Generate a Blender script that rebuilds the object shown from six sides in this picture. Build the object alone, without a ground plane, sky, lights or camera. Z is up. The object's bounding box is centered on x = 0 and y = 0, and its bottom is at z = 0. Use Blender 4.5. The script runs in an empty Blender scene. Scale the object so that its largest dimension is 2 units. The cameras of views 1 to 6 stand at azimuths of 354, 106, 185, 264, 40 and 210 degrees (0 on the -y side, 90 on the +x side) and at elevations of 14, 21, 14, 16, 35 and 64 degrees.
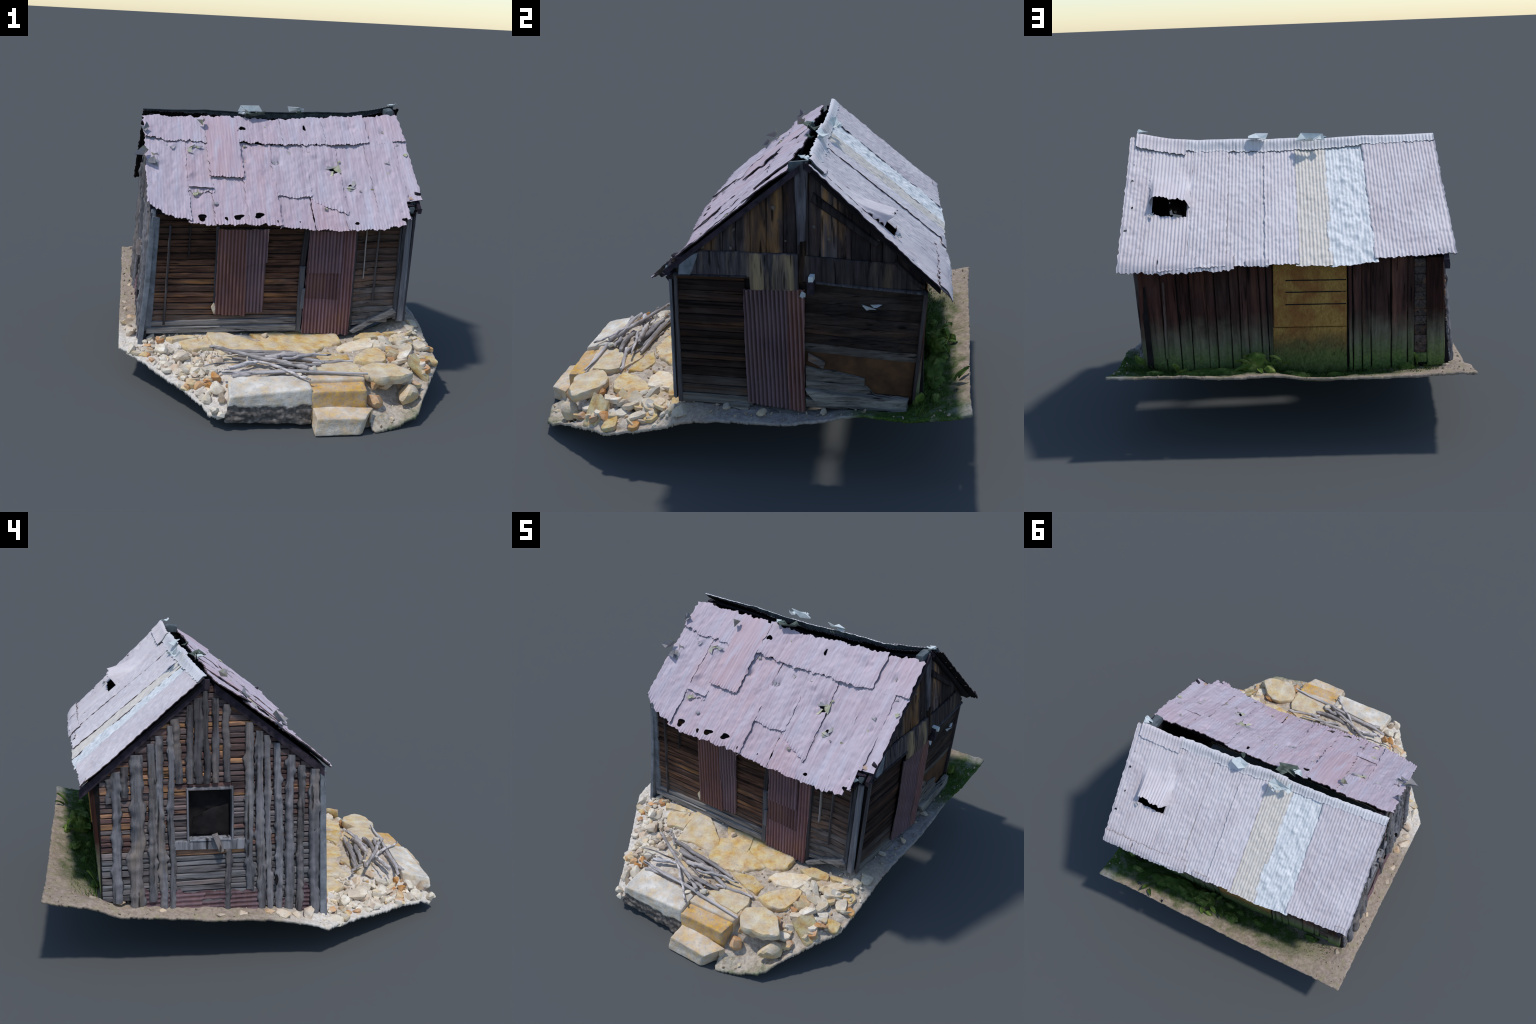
# Weathered miner's shack on a floating patch of stony ground.
# Walls and roof slopes are described as ruled surfaces; boards, poles, sheets,
# stones and sticks are separate meshes laid on those surfaces.
import bpy, bmesh, math
import numpy as np

RNG = np.random.default_rng(11)
I = np.interp

# ------------------------------------------------------------------ noise
def _hash(ix, iy, iz, seed):
    h = (ix.astype(np.int64) * 374761393 + iy.astype(np.int64) * 668265263
         + iz.astype(np.int64) * 2147483647 + seed * 1274126177) & 0xFFFFFFFF
    h = ((h ^ (h >> 13)) * 1274126177) & 0xFFFFFFFF
    h = h ^ (h >> 16)
    return (h & 0xFFFFFF) / float(0xFFFFFF) * 2 - 1


def vnoise(p, scale=1.0, seed=0):
    p = np.asarray(p, float) * scale
    f = np.floor(p)
    t = p - f
    t = t * t * (3 - 2 * t)
    ix, iy, iz = f[..., 0], f[..., 1], f[..., 2]
    out = 0
    for a in (0, 1):
        for b in (0, 1):
            for c in (0, 1):
                w = ((t[..., 0] if a else 1 - t[..., 0]) * (t[..., 1] if b else 1 - t[..., 1])
                     * (t[..., 2] if c else 1 - t[..., 2]))
                out = out + w * _hash(ix + a, iy + b, iz + c, seed)
    return out


def fbm(p, scale=1.0, octaves=4, seed=0, gain=0.5):
    out, amp, tot = 0, 1.0, 0.0
    for o in range(octaves):
        out = out + amp * vnoise(p, scale * 2 ** o, seed + 17 * o)
        tot += amp
        amp *= gain
    return out / tot


def p3(a, b, c=0.0):
    a, b = np.broadcast_arrays(np.asarray(a, float), np.asarray(b, float))
    return np.stack([a, b, np.full(a.shape, float(c))], -1)


# ------------------------------------------------------------------ materials
class Mat:
    def __init__(self, name):
        self.m = bpy.data.materials.new(name)
        self.m.use_nodes = True
        self.t = self.m.node_tree
        self.t.nodes.clear()
        self.o = self.t.nodes.new("ShaderNodeOutputMaterial")
        self.b = self.t.nodes.new("ShaderNodeBsdfPrincipled")
        self.t.links.new(self.b.outputs[0], self.o.inputs[0])
        self.co = self.t.nodes.new("ShaderNodeTexCoord").outputs["Object"]

    def put(self, sock, v):
        if isinstance(v, bpy.types.NodeSocket):
            self.t.links.new(v, sock)
        elif isinstance(v, (tuple, list)) and len(v) == 3 and sock.type == "RGBA":
            sock.default_value = (*v, 1)
        else:
            sock.default_value = v

    def map(self, scale=(1, 1, 1), rot=(0, 0, 0), loc=(0, 0, 0)):
        n = self.t.nodes.new("ShaderNodeMapping")
        self.put(n.inputs["Vector"], self.co)
        n.inputs["Scale"].default_value = scale
        n.inputs["Rotation"].default_value = rot
        n.inputs["Location"].default_value = loc
        return n.outputs[0]

    def noise(self, scale=10, detail=5, rough=0.6, vec=None, dist=0.0):
        n = self.t.nodes.new("ShaderNodeTexNoise")
        self.put(n.inputs["Vector"], vec if vec is not None else self.co)
        n.inputs["Scale"].default_value = scale
        n.inputs["Detail"].default_value = detail
        n.inputs["Roughness"].default_value = rough
        n.inputs["Distortion"].default_value = dist
        return n.outputs["Fac"]

    def voronoi(self, scale=10, vec=None, out="Distance", feature="F1"):
        n = self.t.nodes.new("ShaderNodeTexVoronoi")
        n.feature = feature
        self.put(n.inputs["Vector"], vec if vec is not None else self.co)
        n.inputs["Scale"].default_value = scale
        return n.outputs[out]

    def ramp(self, fac, stops):
        n = self.t.nodes.new("ShaderNodeValToRGB")
        self.put(n.inputs[0], fac)
        e = n.color_ramp.elements
        while len(e) < len(stops):
            e.new(0.5)
        for el, (p, c) in zip(e, stops):
            el.position = p
            el.color = (*c, 1) if not isinstance(c, (int, float)) else (c, c, c, 1)
        return n.outputs[0]

    def mix(self, fac, a, b, mode="MIX"):
        n = self.t.nodes.new("ShaderNodeMix")
        n.data_type, n.blend_type = "RGBA", mode
        self.put(n.inputs[0], fac)
        self.put(n.inputs[6], a)
        self.put(n.inputs[7], b)
        return n.outputs[2]

    def math(self, op, a, b=0.0, clamp=False):
        n = self.t.nodes.new("ShaderNodeMath")
        n.operation, n.use_clamp = op, clamp
        self.put(n.inputs[0], a)
        self.put(n.inputs[1], b)
        return n.outputs[0]

    def xyz(self):
        n = self.t.nodes.new("ShaderNodeSeparateXYZ")
        self.put(n.inputs[0], self.co)
        return n.outputs

    def rng(self, v, a, b, c=0.0, d=1.0):
        n = self.t.nodes.new("ShaderNodeMapRange")
        n.interpolation_type = "SMOOTHSTEP"
        for s, x in zip(n.inputs[:5], (v, a, b, c, d)):
            self.put(s, x)
        return n.outputs[0]

    def attr(self, name):
        n = self.t.nodes.new("ShaderNodeAttribute")
        n.attribute_type, n.attribute_name = "OBJECT", '["%s"]' % name
        return n.outputs["Fac"]

    def end(self, color, rough=0.85, height=None, strength=0.4, dist=0.004, metallic=0.0, spec=0.25):
        self.put(self.b.inputs["Base Color"], color)
        self.put(self.b.inputs["Roughness"], rough)
        self.b.inputs["Metallic"].default_value = metallic
        self.b.inputs["Specular IOR Level"].default_value = spec
        if height is not None:
            n = self.t.nodes.new("ShaderNodeBump")
            n.inputs["Strength"].default_value = strength
            n.inputs["Distance"].default_value = dist
            self.put(n.inputs["Height"], height)
            self.put(self.b.inputs["Normal"], n.outputs[0])
        return self.m


def wood(name, axis, dark, light, grey, amber, fine=70, knots=0.0, moss=0):
    """Board wood. Object properties: tone (brightness), grey (silvering), amber (fresh streaks)."""
    k = Mat(name)
    s = {"x": (2.2, fine, fine), "y": (fine, 2.2, fine), "z": (fine, fine, 2.2)}[axis]
    s2 = tuple(v * 0.33 if v > 5 else 1.3 for v in s)
    off = k.math("MULTIPLY", k.attr("tone"), 13.0)
    v1 = k.map(s)
    n = k.t.nodes.new("ShaderNodeVectorMath")
    n.operation = "ADD"
    k.put(n.inputs[0], v1)
    k.put(n.inputs[1], off)
    g1 = k.noise(1.0, 6, 0.65, n.outputs[0], 0.4)
    g2 = k.noise(1.0, 4, 0.6, k.map(s2), 0.6)
    base = k.ramp(g1, [(0.32, dark), (0.70, light)])
    silver = k.ramp(g1, [(0.30, tuple(c * 0.26 for c in grey)), (0.50, tuple(c * 0.72 for c in grey)), (0.70, tuple(c * 1.15 for c in grey))])
    patch = k.noise(7, 4, 0.6)
    gm = k.math("ADD", k.attr("grey"), k.math("MULTIPLY", k.math("SUBTRACT", patch, 0.5), 0.55), True)
    c = k.mix(gm, base, silver)
    am = k.math("MULTIPLY", k.attr("amber"), k.ramp(g2, [(0.50, 0.0), (0.70, 1.0)]))
    c = k.mix(am, c, k.mix(g1, tuple(x * 0.6 for x in amber), amber))
    c = k.mix(1.0, c, k.ramp(g2, [(0.2, 0.55), (0.75, 1.15)]), "MULTIPLY")
    crack = k.ramp(k.noise(1.0, 3, 0.5, k.map(tuple(v * 1.1 for v in s), loc=(3, 5, 7))), [(0.30, 0.15), (0.40, 1.0)])
    c = k.mix(1.0, c, crack, "MULTIPLY")
    c = k.mix(1.0, c, k.attr("tone"), "MULTIPLY")
    if moss:
        z = k.xyz()[2]
        m = k.rng(k.math("ADD", z, k.math("MULTIPLY", k.math("SUBTRACT", k.noise(14, 4), 0.5), 0.16)), 0.38, 0.58, 0.9, 0.0)
        c = k.mix(m, c, k.ramp(g1, [(0.3, (0.070, 0.072, 0.048)), (0.75, (0.260, 0.255, 0.185))]))  # lightened grey-green, partly tinting in green light reflected onto the wall
        m2 = k.rng(k.math("ADD", z, k.math("MULTIPLY", k.math("SUBTRACT", k.noise(20, 4), 0.5), 0.14)), 0.28, 0.47, 0.85, 0.0)
        c = k.mix(m2, c, k.ramp(k.noise(90, 3), [(0.3, (0.050, 0.100, 0.018)), (0.7, (0.180, 0.275, 0.065))]))
    return k.end(c, 0.88, g1, 0.9, 0.004, spec=0.15)


def metal_front(name):
    k = Mat(name)
    streak = k.noise(1.0, 5, 0.6, k.map((70, 3.5, 3.5)))
    streak2 = k.noise(1.0, 4, 0.6, k.map((18, 2.2, 2.2)), 0.3)
    cloud = k.noise(5, 4, 0.55)
    lav = k.ramp(streak, [(0.25, (0.435, 0.358, 0.420)), (0.75, (0.635, 0.545, 0.612))])
    pink = k.ramp(streak, [(0.25, (0.475, 0.315, 0.358)), (0.75, (0.650, 0.490, 0.535))])
    pale = (0.56, 0.56, 0.66)
    m = k.math("ADD", k.attr("pink"), k.math("MULTIPLY", k.math("SUBTRACT", cloud, 0.5), 1.3), True)
    c = k.mix(m, lav, pink)
    c = k.mix(k.ramp(streak2, [(0.50, 0.0), (0.72, 0.6)]), c, pale)
    c = k.mix(k.ramp(k.noise(1.0, 5, 0.65, k.map((30, 2.5, 2.5), loc=(4, 2, 1)), 0.5), [(0.28, 0.45), (0.46, 0.0)]), c, (0.36, 0.30, 0.37))
    rust = k.math("MULTIPLY", k.ramp(k.noise(3.5, 5, 0.65), [(0.56, 0.0), (0.74, 0.55)]), k.ramp(streak, [(0.4, 0.2), (0.7, 1.0)]))
    c = k.mix(rust, c, (0.46, 0.24, 0.23))
    c = k.mix(k.ramp(k.noise(120, 2), [(0.70, 0.0), (0.76, 0.25)]), c, (0.25, 0.19, 0.20))
    return k.end(c, 0.62, k.math("ADD", streak, k.noise(60, 4)), 0.35, 0.003, spec=0.3)


def metal_back(name, tintable=True):
    k = Mat(name)
    streak = k.noise(1.0, 4, 0.6, k.map((60, 3, 3)))
    cloud = k.noise(6, 5, 0.6)
    fine = k.noise(38, 5, 0.65)
    lav = k.ramp(cloud, [(0.3, (0.60, 0.53, 0.555)), (0.7, (0.75, 0.69, 0.705))])
    white = k.ramp(fine, [(0.3, (0.70, 0.72, 0.735)), (0.7, (0.86, 0.87, 0.87))])
    beige = k.ramp(fine, [(0.3, (0.67, 0.61, 0.54)), (0.7, (0.80, 0.745, 0.675))])
    c = k.mix(k.math("MULTIPLY", k.ramp(streak, [(0.5, 0.0), (0.75, 1.0)]), 0.35), lav, (0.74, 0.74, 0.82))
    c = k.mix(k.attr("white"), c, white)
    c = k.mix(k.attr("beige"), c, beige)
    rust = k.ramp(k.noise(9, 6, 0.7), [(0.62, 0.0), (0.78, 0.45)])
    c = k.mix(k.math("MULTIPLY", rust, k.attr("rusty")), c, (0.36, 0.24, 0.25))
    c = k.mix(k.ramp(k.noise(150, 2), [(0.69, 0.0), (0.75, 0.3)]), c, (0.30, 0.27, 0.30))
    return k.end(c, 0.5, fine, 0.5, 0.005, spec=0.35)


def rust_sheet(name, axis=0, period=.0175):
    k = Mat(name)
    rib = k.math("COSINE", k.math("MULTIPLY", k.xyz()[axis], 2 * math.pi / period))  # rib shading painted in: crests lightened, valleys darkened
    streak = k.noise(1.0, 5, 0.65, k.map((55, 55, 3)))
    cloud = k.noise(9, 5, 0.6)
    c = k.ramp(cloud, [(0.28, (0.095, 0.046, 0.052)), (0.55, (0.165, 0.068, 0.066)), (0.78, (0.195, 0.086, 0.055))])
    c = k.mix(k.math("MULTIPLY", k.ramp(streak, [(0.50, 0.0), (0.72, 0.9)]), 0.55), c, (0.30, 0.20, 0.27))
    c = k.mix(k.ramp(k.noise(5, 5, 0.65, None, 0.6), [(0.50, 0.0), (0.66, 0.75)]), c, k.mix(streak, (0.13, 0.055, 0.030), (0.27, 0.115, 0.06)))
    c = k.mix(k.ramp(streak, [(0.28, 0.55), (0.44, 0.0)]), c, (0.045, 0.024, 0.030))
    c = k.mix(k.attr("violet"), c, k.mix(streak, (0.105, 0.075, 0.088), (0.255, 0.195, 0.225)))
    c = k.mix(k.attr("amber"), c, k.mix(cloud, (0.155, 0.060, 0.034), (0.285, 0.125, 0.075)))
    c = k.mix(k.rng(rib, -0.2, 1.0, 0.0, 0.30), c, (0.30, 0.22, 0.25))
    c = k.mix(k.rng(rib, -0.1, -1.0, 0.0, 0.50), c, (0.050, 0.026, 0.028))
    c = k.mix(1.0, c, k.attr("tone"), "MULTIPLY")
    c = k.mix(k.ramp(k.noise(130, 2), [(0.70, 0.0), (0.76, 0.5)]), c, (0.30, 0.22, 0.22))
    return k.end(c, 0.75, k.math("ADD", streak, cloud), 0.4, 0.003, spec=0.2)


def stone_mat(name):
    """Object properties: ochre (lichen cover), tone (brightness), pinkish."""
    k = Mat(name)
    cloud = k.noise(11, 6, 0.62)
    fine = k.noise(75, 5, 0.7)
    layer = k.noise(1.0, 5, 0.6, k.map((14, 14, 60)), 0.7)
    c = k.ramp(cloud, [(0.25, (0.52, 0.445, 0.35)), (0.5, (0.78, 0.695, 0.56)), (0.75, (0.93, 0.88, 0.79))])
    c = k.mix(k.ramp(layer, [(0.40, 0.35), (0.62, 0.0)]), c, (0.46, 0.39, 0.33))
    oc = k.math("ADD", k.math("ADD", k.attr("ochre"), 0.16), k.math("MULTIPLY", k.math("SUBTRACT", k.noise(16, 5, 0.65), 0.5), 2.2), True)
    lich = k.ramp(k.noise(24, 4, 0.6), [(0.3, (0.60, 0.28, 0.05)), (0.5, (0.80, 0.53, 0.17)), (0.7, (0.88, 0.75, 0.40))])
    c = k.mix(oc, c, lich)
    rd = k.math("MULTIPLY", k.attr("russet"), k.ramp(k.noise(20, 4), [(0.3, 0.3), (0.6, 1.0)]))
    c = k.mix(rd, c, k.mix(fine, (0.42, 0.14, 0.035), (0.74, 0.36, 0.10)))
    c = k.mix(k.ramp(fine, [(0.28, 0.45), (0.45, 0.0)]), c, (0.20, 0.15, 0.11))
    c = k.mix(1.0, c, k.attr("tone"), "MULTIPLY")
    return k.end(c, 0.9, k.math("ADD", fine, cloud), 0.55, 0.006, spec=0.15)


def ground_mat(name):
    k = Mat(name)
    x, y, z = k.xyz()
    n1, n2, n3 = k.noise(9, 5, 0.62), k.noise(60, 5, 0.7), k.noise(22, 4, 0.6)
    wob = k.math("MULTIPLY", k.math("SUBTRACT", n1, 0.5), 0.28)
    gravel = k.ramp(n2, [(0.25, (0.44, 0.39, 0.34)), (0.5, (0.71, 0.65, 0.58)), (0.75, (0.90, 0.85, 0.79))])
    gravel = k.mix(k.ramp(n3, [(0.55, 0.0), (0.75, 0.5)]), gravel, (0.60, 0.45, 0.28))
    gravel = k.mix(k.math("MULTIPLY", k.rng(k.math("ADD", x, wob), -0.26, -0.05), k.ramp(n3, [(0.3, 0.85), (0.65, 0.25)])), gravel, k.ramp(n2, [(0.3, (0.26, 0.19, 0.125)), (0.7, (0.58, 0.44, 0.29))]))
    soil = k.ramp(n2, [(0.25, (0.215, 0.165, 0.130)), (0.5, (0.36, 0.285, 0.230)), (0.78, (0.52, 0.43, 0.36))])
    soil = k.mix(k.ramp(n3, [(0.5, 0.0), (0.68, 0.5)]), soil, (0.33, 0.31, 0.15))
    soil = k.mix(k.ramp(n1, [(0.5, 0.0), (0.68, 0.5)]), soil, (0.46, 0.40, 0.29))
    grass = k.ramp(k.noise(130, 4, 0.7), [(0.3, (0.018, 0.045, 0.008)), (0.55, (0.060, 0.115, 0.022)), (0.8, (0.15, 0.20, 0.055))])
    yw = k.math("ADD", y, wob)
    c = k.mix(k.rng(yw, -0.30, -0.02), gravel, soil)
    # grey dust along the right hand side
    em = k.math("MULTIPLY", k.rng(x, 0.62, 0.68), k.rng(yw, -0.15, 0.05))
    c = k.mix(em, c, k.ramp(n2, [(0.3, (0.22, 0.20, 0.19)), (0.7, (0.42, 0.40, 0.38))]))
    # grass along the rear wall and in the rear right corner
    g = k.math("MULTIPLY", k.rng(yw, 0.66, 0.74), k.rng(k.math("ADD", yw, k.math("MULTIPLY", x, -0.10)), 0.93, 0.83))
    g = k.math("MULTIPLY", g, k.rng(k.math("ADD", x, wob), -0.66, -0.34))
    g2 = k.math("MULTIPLY", k.rng(k.math("ADD", x, wob), 0.5, 0.66), k.math("MULTIPLY", k.rng(yw, 0.45, 0.66), k.rng(yw, 1.02, 0.90)))
    g = k.math("MAXIMUM", g, g2)
    g3 = k.math("MULTIPLY", k.rng(k.math("SUBTRACT", yw, k.math("MULTIPLY", x, 0.6)), -1.14, -1.24), k.math("MULTIPLY", k.rng(x, 0.38, 0.42), 0.8))
    g = k.math("MAXIMUM", g, g3)
    g = k.math("MULTIPLY", g, k.ramp(n3, [(0.28, 0.55), (0.5, 1.0)]))
    c = k.mix(g, c, grass)
    return k.end(c, 0.95, k.math("ADD", n2, n3), 0.7, 0.008, spec=0.1)


def kerb_mat(name, orange):
    k = Mat(name)
    x, y, z = k.xyz()
    cloud, fine = k.noise(13, 5, 0.62), k.noise(80, 5, 0.7)
    c = k.ramp(cloud, [(0.28, (0.52, 0.49, 0.44)), (0.55, (0.74, 0.69, 0.61)), (0.75, (0.92, 0.87, 0.79))])
    oc = k.math("ADD", orange, k.math("MULTIPLY", k.math("SUBTRACT", k.noise(20, 6, 0.7), 0.5), 2.0), True)
    lich = k.ramp(k.noise(40, 5, 0.65), [(0.3, (0.40, 0.17, 0.025)), (0.55, (0.68, 0.36, 0.045)), (0.78, (0.84, 0.60, 0.16))])
    c = k.mix(oc, c, lich)
    c = k.mix(k.ramp(fine, [(0.3, 0.5), (0.46, 0.0)]), c, (0.24, 0.21, 0.17))
    if orange < 0.3:
        # broken away face showing rough aggregate in front
        edge = k.math("ADD", z, k.math("MULTIPLY", k.math("SUBTRACT", k.noise(13, 4, 0.6), 0.5), 0.07))
        front = k.math("MULTIPLY", k.rng(edge, 0.108, 0.099), k.rng(y, -0.80, -0.845))
        agg = k.ramp(k.voronoi(60), [(0.1, (0.26, 0.23, 0.205)), (0.4, (0.19, 0.165, 0.145)), (0.7, (0.11, 0.095, 0.085))])
        agg = k.mix(k.ramp(cloud, [(0.55, 0.0), (0.7, 0.6)]), agg, (0.30, 0.27, 0.24))
        c = k.mix(front, c, agg)
    return k.end(c, 0.9, fine, 0.6, 0.005, spec=0.15)


def plain(name, stops, scale=20, rough=0.85, strength=0.3, tone=False, spec=0.2):
    k = Mat(name)
    n = k.noise(scale, 5, 0.62)
    c = k.ramp(n, stops)
    if tone:
        c = k.mix(1.0, c, k.attr("tone"), "MULTIPLY")
    return k.end(c, rough, n, strength, 0.004, spec=spec)


def plywood_mat(name):
    k = Mat(name)
    z = k.xyz()[2]
    hair = k.noise(1.0, 4, 0.6, k.map((90, 40, 40), (0.3, 0.5, 0.6)), 1.2)
    cloud = k.noise(8, 5, 0.6)
    c = k.ramp(hair, [(0.25, (0.22, 0.120, 0.028)), (0.75, (0.50, 0.31, 0.095))])
    c = k.mix(k.ramp(cloud, [(0.42, 0.0), (0.60, 0.85)]), c, k.mix(hair, (0.16, 0.060, 0.018), (0.34, 0.145, 0.045)))
    zz = k.math("ADD", z, k.math("MULTIPLY", k.math("SUBTRACT", k.noise(14, 4), 0.5), 0.12))
    c = k.mix(k.rng(zz, 0.50, 0.40, 0.0, 0.8), c, k.ramp(hair, [(0.3, (0.050, 0.046, 0.020)), (0.75, (0.165, 0.135, 0.065))]))
    c = k.mix(k.rng(zz, 0.45, 0.34, 0.0, 0.9), c, k.ramp(hair, [(0.3, (0.050, 0.085, 0.020)), (0.75, (0.165, 0.225, 0.075))]))
    return k.end(c, 0.85, hair, 0.4, 0.003, spec=0.15)


M = {}
GREY = (0.27, 0.265, 0.275)
AMB = (0.42, 0.235, 0.085)
M["front_plank"] = wood("front_plank_wood", "x", (0.050, 0.026, 0.020), (0.270, 0.135, 0.085), (0.30, 0.285, 0.275), (0.46, 0.215, 0.085))
M["east_plank"] = wood("side_plank_wood", "y", (0.011, 0.008, 0.008), (0.062, 0.036, 0.029), (0.27, 0.255, 0.235), (0.24, 0.105, 0.040))
M["east_board"] = wood("gable_board_wood", "z", (0.013, 0.009, 0.012), (0.078, 0.047, 0.040), (0.22, 0.21, 0.225), (0.42, 0.215, 0.070), 45)
M["band"] = wood("band_board_wood", "z", (0.022, 0.016, 0.019), (0.105, 0.075, 0.072), (0.20, 0.20, 0.225), (0.36, 0.265, 0.150), 60)
M["west_plank"] = wood("siding_wood", "y", (0.050, 0.032, 0.036), (0.215, 0.125, 0.110), (0.265, 0.26, 0.275), (0.42, 0.225, 0.115), 55)
M["pole"] = wood("pole_wood", "z", (0.042, 0.036, 0.040), (0.165, 0.140, 0.140), (0.275, 0.275, 0.300), (0.36, 0.26, 0.17), 38)
M["back_board"] = wood("rear_board_wood", "z", (0.020, 0.009, 0.009), (0.125, 0.048, 0.036), (0.15, 0.12, 0.11), (0.26, 0.11, 0.06), 50, moss=1)
M["stick"] = wood("driftwood", "x", (0.25, 0.20, 0.175), (0.60, 0.52, 0.47), (0.74, 0.69, 0.68), (0.55, 0.45, 0.34), 50)
M["roof_front"] = metal_front("faded_pink_iron")
M["roof_back"] = metal_back("pale_zinc_iron")
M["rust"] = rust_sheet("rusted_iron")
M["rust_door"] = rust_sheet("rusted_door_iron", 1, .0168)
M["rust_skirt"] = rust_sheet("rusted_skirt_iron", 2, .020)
M["stone"] = stone_mat("lichen_stone")
M["ground"] = ground_mat("stony_soil")
M["kerb"] = kerb_mat("grey_concrete", 0.13)
M["step"] = kerb_mat("orange_lichen_concrete", 0.72)
M["low_step"] = kerb_mat("worn_concrete", 0.30)
M["plywood"] = plywood_mat("fibre_panel")
M["brown_panel"] = plain("brown_panel_board", [(0.3, (0.045, 0.025, 0.015)), (0.7, (0.125, 0.062, 0.030))], 12)
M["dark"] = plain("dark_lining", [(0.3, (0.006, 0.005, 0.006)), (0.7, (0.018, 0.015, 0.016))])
M["edge"] = plain("dark_sheet_edge", [(0.3, (0.05, 0.035, 0.04)), (0.7, (0.16, 0.11, 0.115))], 40)  # dark sides draw thin dark lines between overlapping sheets
M["tar"] = plain("dark_fascia_wood", [(0.3, (0.014, 0.011, 0.016)), (0.7, (0.055, 0.042, 0.058))], 30)
M["slate"] = plain("dark_ridge_underside", [(0.3, (0.045, 0.058, 0.068)), (0.7, (0.14, 0.165, 0.18))], 30)
M["trim"] = plain("blue_grey_trim", [(0.3, (0.105, 0.118, 0.135)), (0.7, (0.235, 0.25, 0.28))], 30)
M["flake"] = plain("bleached_flake", [(0.3, (0.50, 0.56, 0.56)), (0.7, (0.80, 0.84, 0.84))], 25)
M["litter"] = plain("leaf_litter_matter", [(0.35, (0.30, 0.31, 0.35)), (0.5, (0.45, 0.42, 0.42)), (0.58, (0.42, 0.44, 0.26)), (0.7, (0.62, 0.57, 0.47))], 14, tone=True)
M["darkleaf"] = plain("dark_leaf_matter", [(0.3, (0.06, 0.08, 0.065)), (0.7, (0.20, 0.24, 0.20))], 25)
M["grass"] = plain("grass_blade_green", [(0.3, (0.030, 0.065, 0.012)), (0.55, (0.085, 0.15, 0.030)), (0.75, (0.22, 0.24, 0.08))], 26)
M["moss"] = plain("moss_green", [(0.3, (0.030, 0.066, 0.010)), (0.5, (0.085, 0.145, 0.024)), (0.72, (0.25, 0.27, 0.08))], 24, strength=0.7)
M["glazing"] = plain("pale_grey_chip", [(0.3, (0.36, 0.38, 0.40)), (0.7, (0.52, 0.54, 0.55))], 30)
M["brick"] = plain("fired_brick", [(0.3, (0.36, 0.20, 0.13)), (0.7, (0.56, 0.42, 0.34))], 30)


# ------------------------------------------------------------------ mesh helpers
ROOT = bpy.data.objects.new("weathered_shack", None)
bpy.context.scene.collection.objects.link(ROOT)
ROOT["label"] = "weathered wooden shack with corrugated iron roof on stony ground"
ROOT["category"] = "shack"


def add(name, verts, faces, mats, parent=None, midx=None, sharp=38, **props):
    me = bpy.data.meshes.new(name)
    me.from_pydata(np.asarray(verts).tolist(), [], faces if isinstance(faces, list) else faces.tolist())
    for m in (mats if isinstance(mats, (list, tuple)) else [mats]):
        me.materials.append(M[m])
    if midx is not None:
        me.polygons.foreach_set("material_index", np.asarray(midx, np.int32))
    me.polygons.foreach_set("use_smooth", np.ones(len(me.polygons), bool))
    me.update()
    if sharp:
        me.set_sharp_from_angle(angle=math.radians(sharp))
    ob = bpy.data.objects.new(name, me)
    bpy.context.scene.collection.objects.link(ob)
    ob.parent = parent if parent is not None else ROOT
    for k_, v in dict(tone=1.0, grey=0.0, amber=0.0, ochre=0.0, russet=0.0, pink=0.0, white=0.0, beige=0.0, rusty=0.0, violet=0.0).items():
        ob[k_] = float(props.pop(k_, v))
    for k_, v in props.items():
        ob[k_] = v
    return ob


def shell(name, top, bot, mask, mats, parent=None, sharp=38, **props):
    """Closed thick sheet from two grids; cells where mask is False are left out."""
    nu, nv = top.shape[:2]
    if mask is None:
        mask = np.ones((nu - 1, nv - 1), bool)
    idx = np.arange(nu * nv).reshape(nu, nv)
    off = nu * nv
    a, b, c, d = idx[:-1, :-1], idx[1:, :-1], idx[1:, 1:], idx[:-1, 1:]
    q = np.stack([a, b, c, d], -1)[mask]
    n = np.cross(top[1:, :-1] - top[:-1, :-1], top[:-1, 1:] - top[:-1, :-1])
    flip = np.sum(n * (top - bot)[:-1, :-1]) < 0
    if flip:
        q = q[:, ::-1]
    up = q
    dn = q[:, ::-1] + off
    pm = np.pad(mask, 1)
    sides = []
    for (e0, e1, nb) in ((a, b, pm[1:-1, :-2]), (b, c, pm[2:, 1:-1]), (c, d, pm[1:-1, 2:]), (d, a, pm[:-2, 1:-1])):
        s = mask & ~nb
        f = np.stack([e1[s], e0[s], e0[s] + off, e1[s] + off], -1)
        sides.append(f[:, ::-1] if flip else f)
    sides = np.concatenate(sides)
    faces = np.concatenate([up, dn, sides])
    verts = np.concatenate([top.reshape(-1, 3), bot.reshape(-1, 3)])
    used = np.unique(faces)
    remap = np.zeros(len(verts), np.int64)
    remap[used] = np.arange(len(used))
    midx = None
    if isinstance(mats, (list, tuple)) and len(mats) > 1:
        midx = np.concatenate([np.zeros(len(up)), np.ones(len(dn)), np.ones(len(sides)) * (0 if len(mats) < 3 else 2)])
    return add(name, verts[used], remap[faces], mats, parent, midx, sharp, **props)


class Wall:
    def __init__(self, axis, sign, f):
        self.axis, self.sign, self.f = axis, sign, f

    def __call__(self, a, z, h):
        a, z, h = np.broadcast_arrays(np.asarray(a, float), np.asarray(z, float), np.asarray(h, float))
        if self.axis == "x":
            return np.stack([self.f(a, z) + self.sign * h, a, z], -1)
        return np.stack([a, self.f(a, z) + self.sign * h, z], -1)


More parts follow.
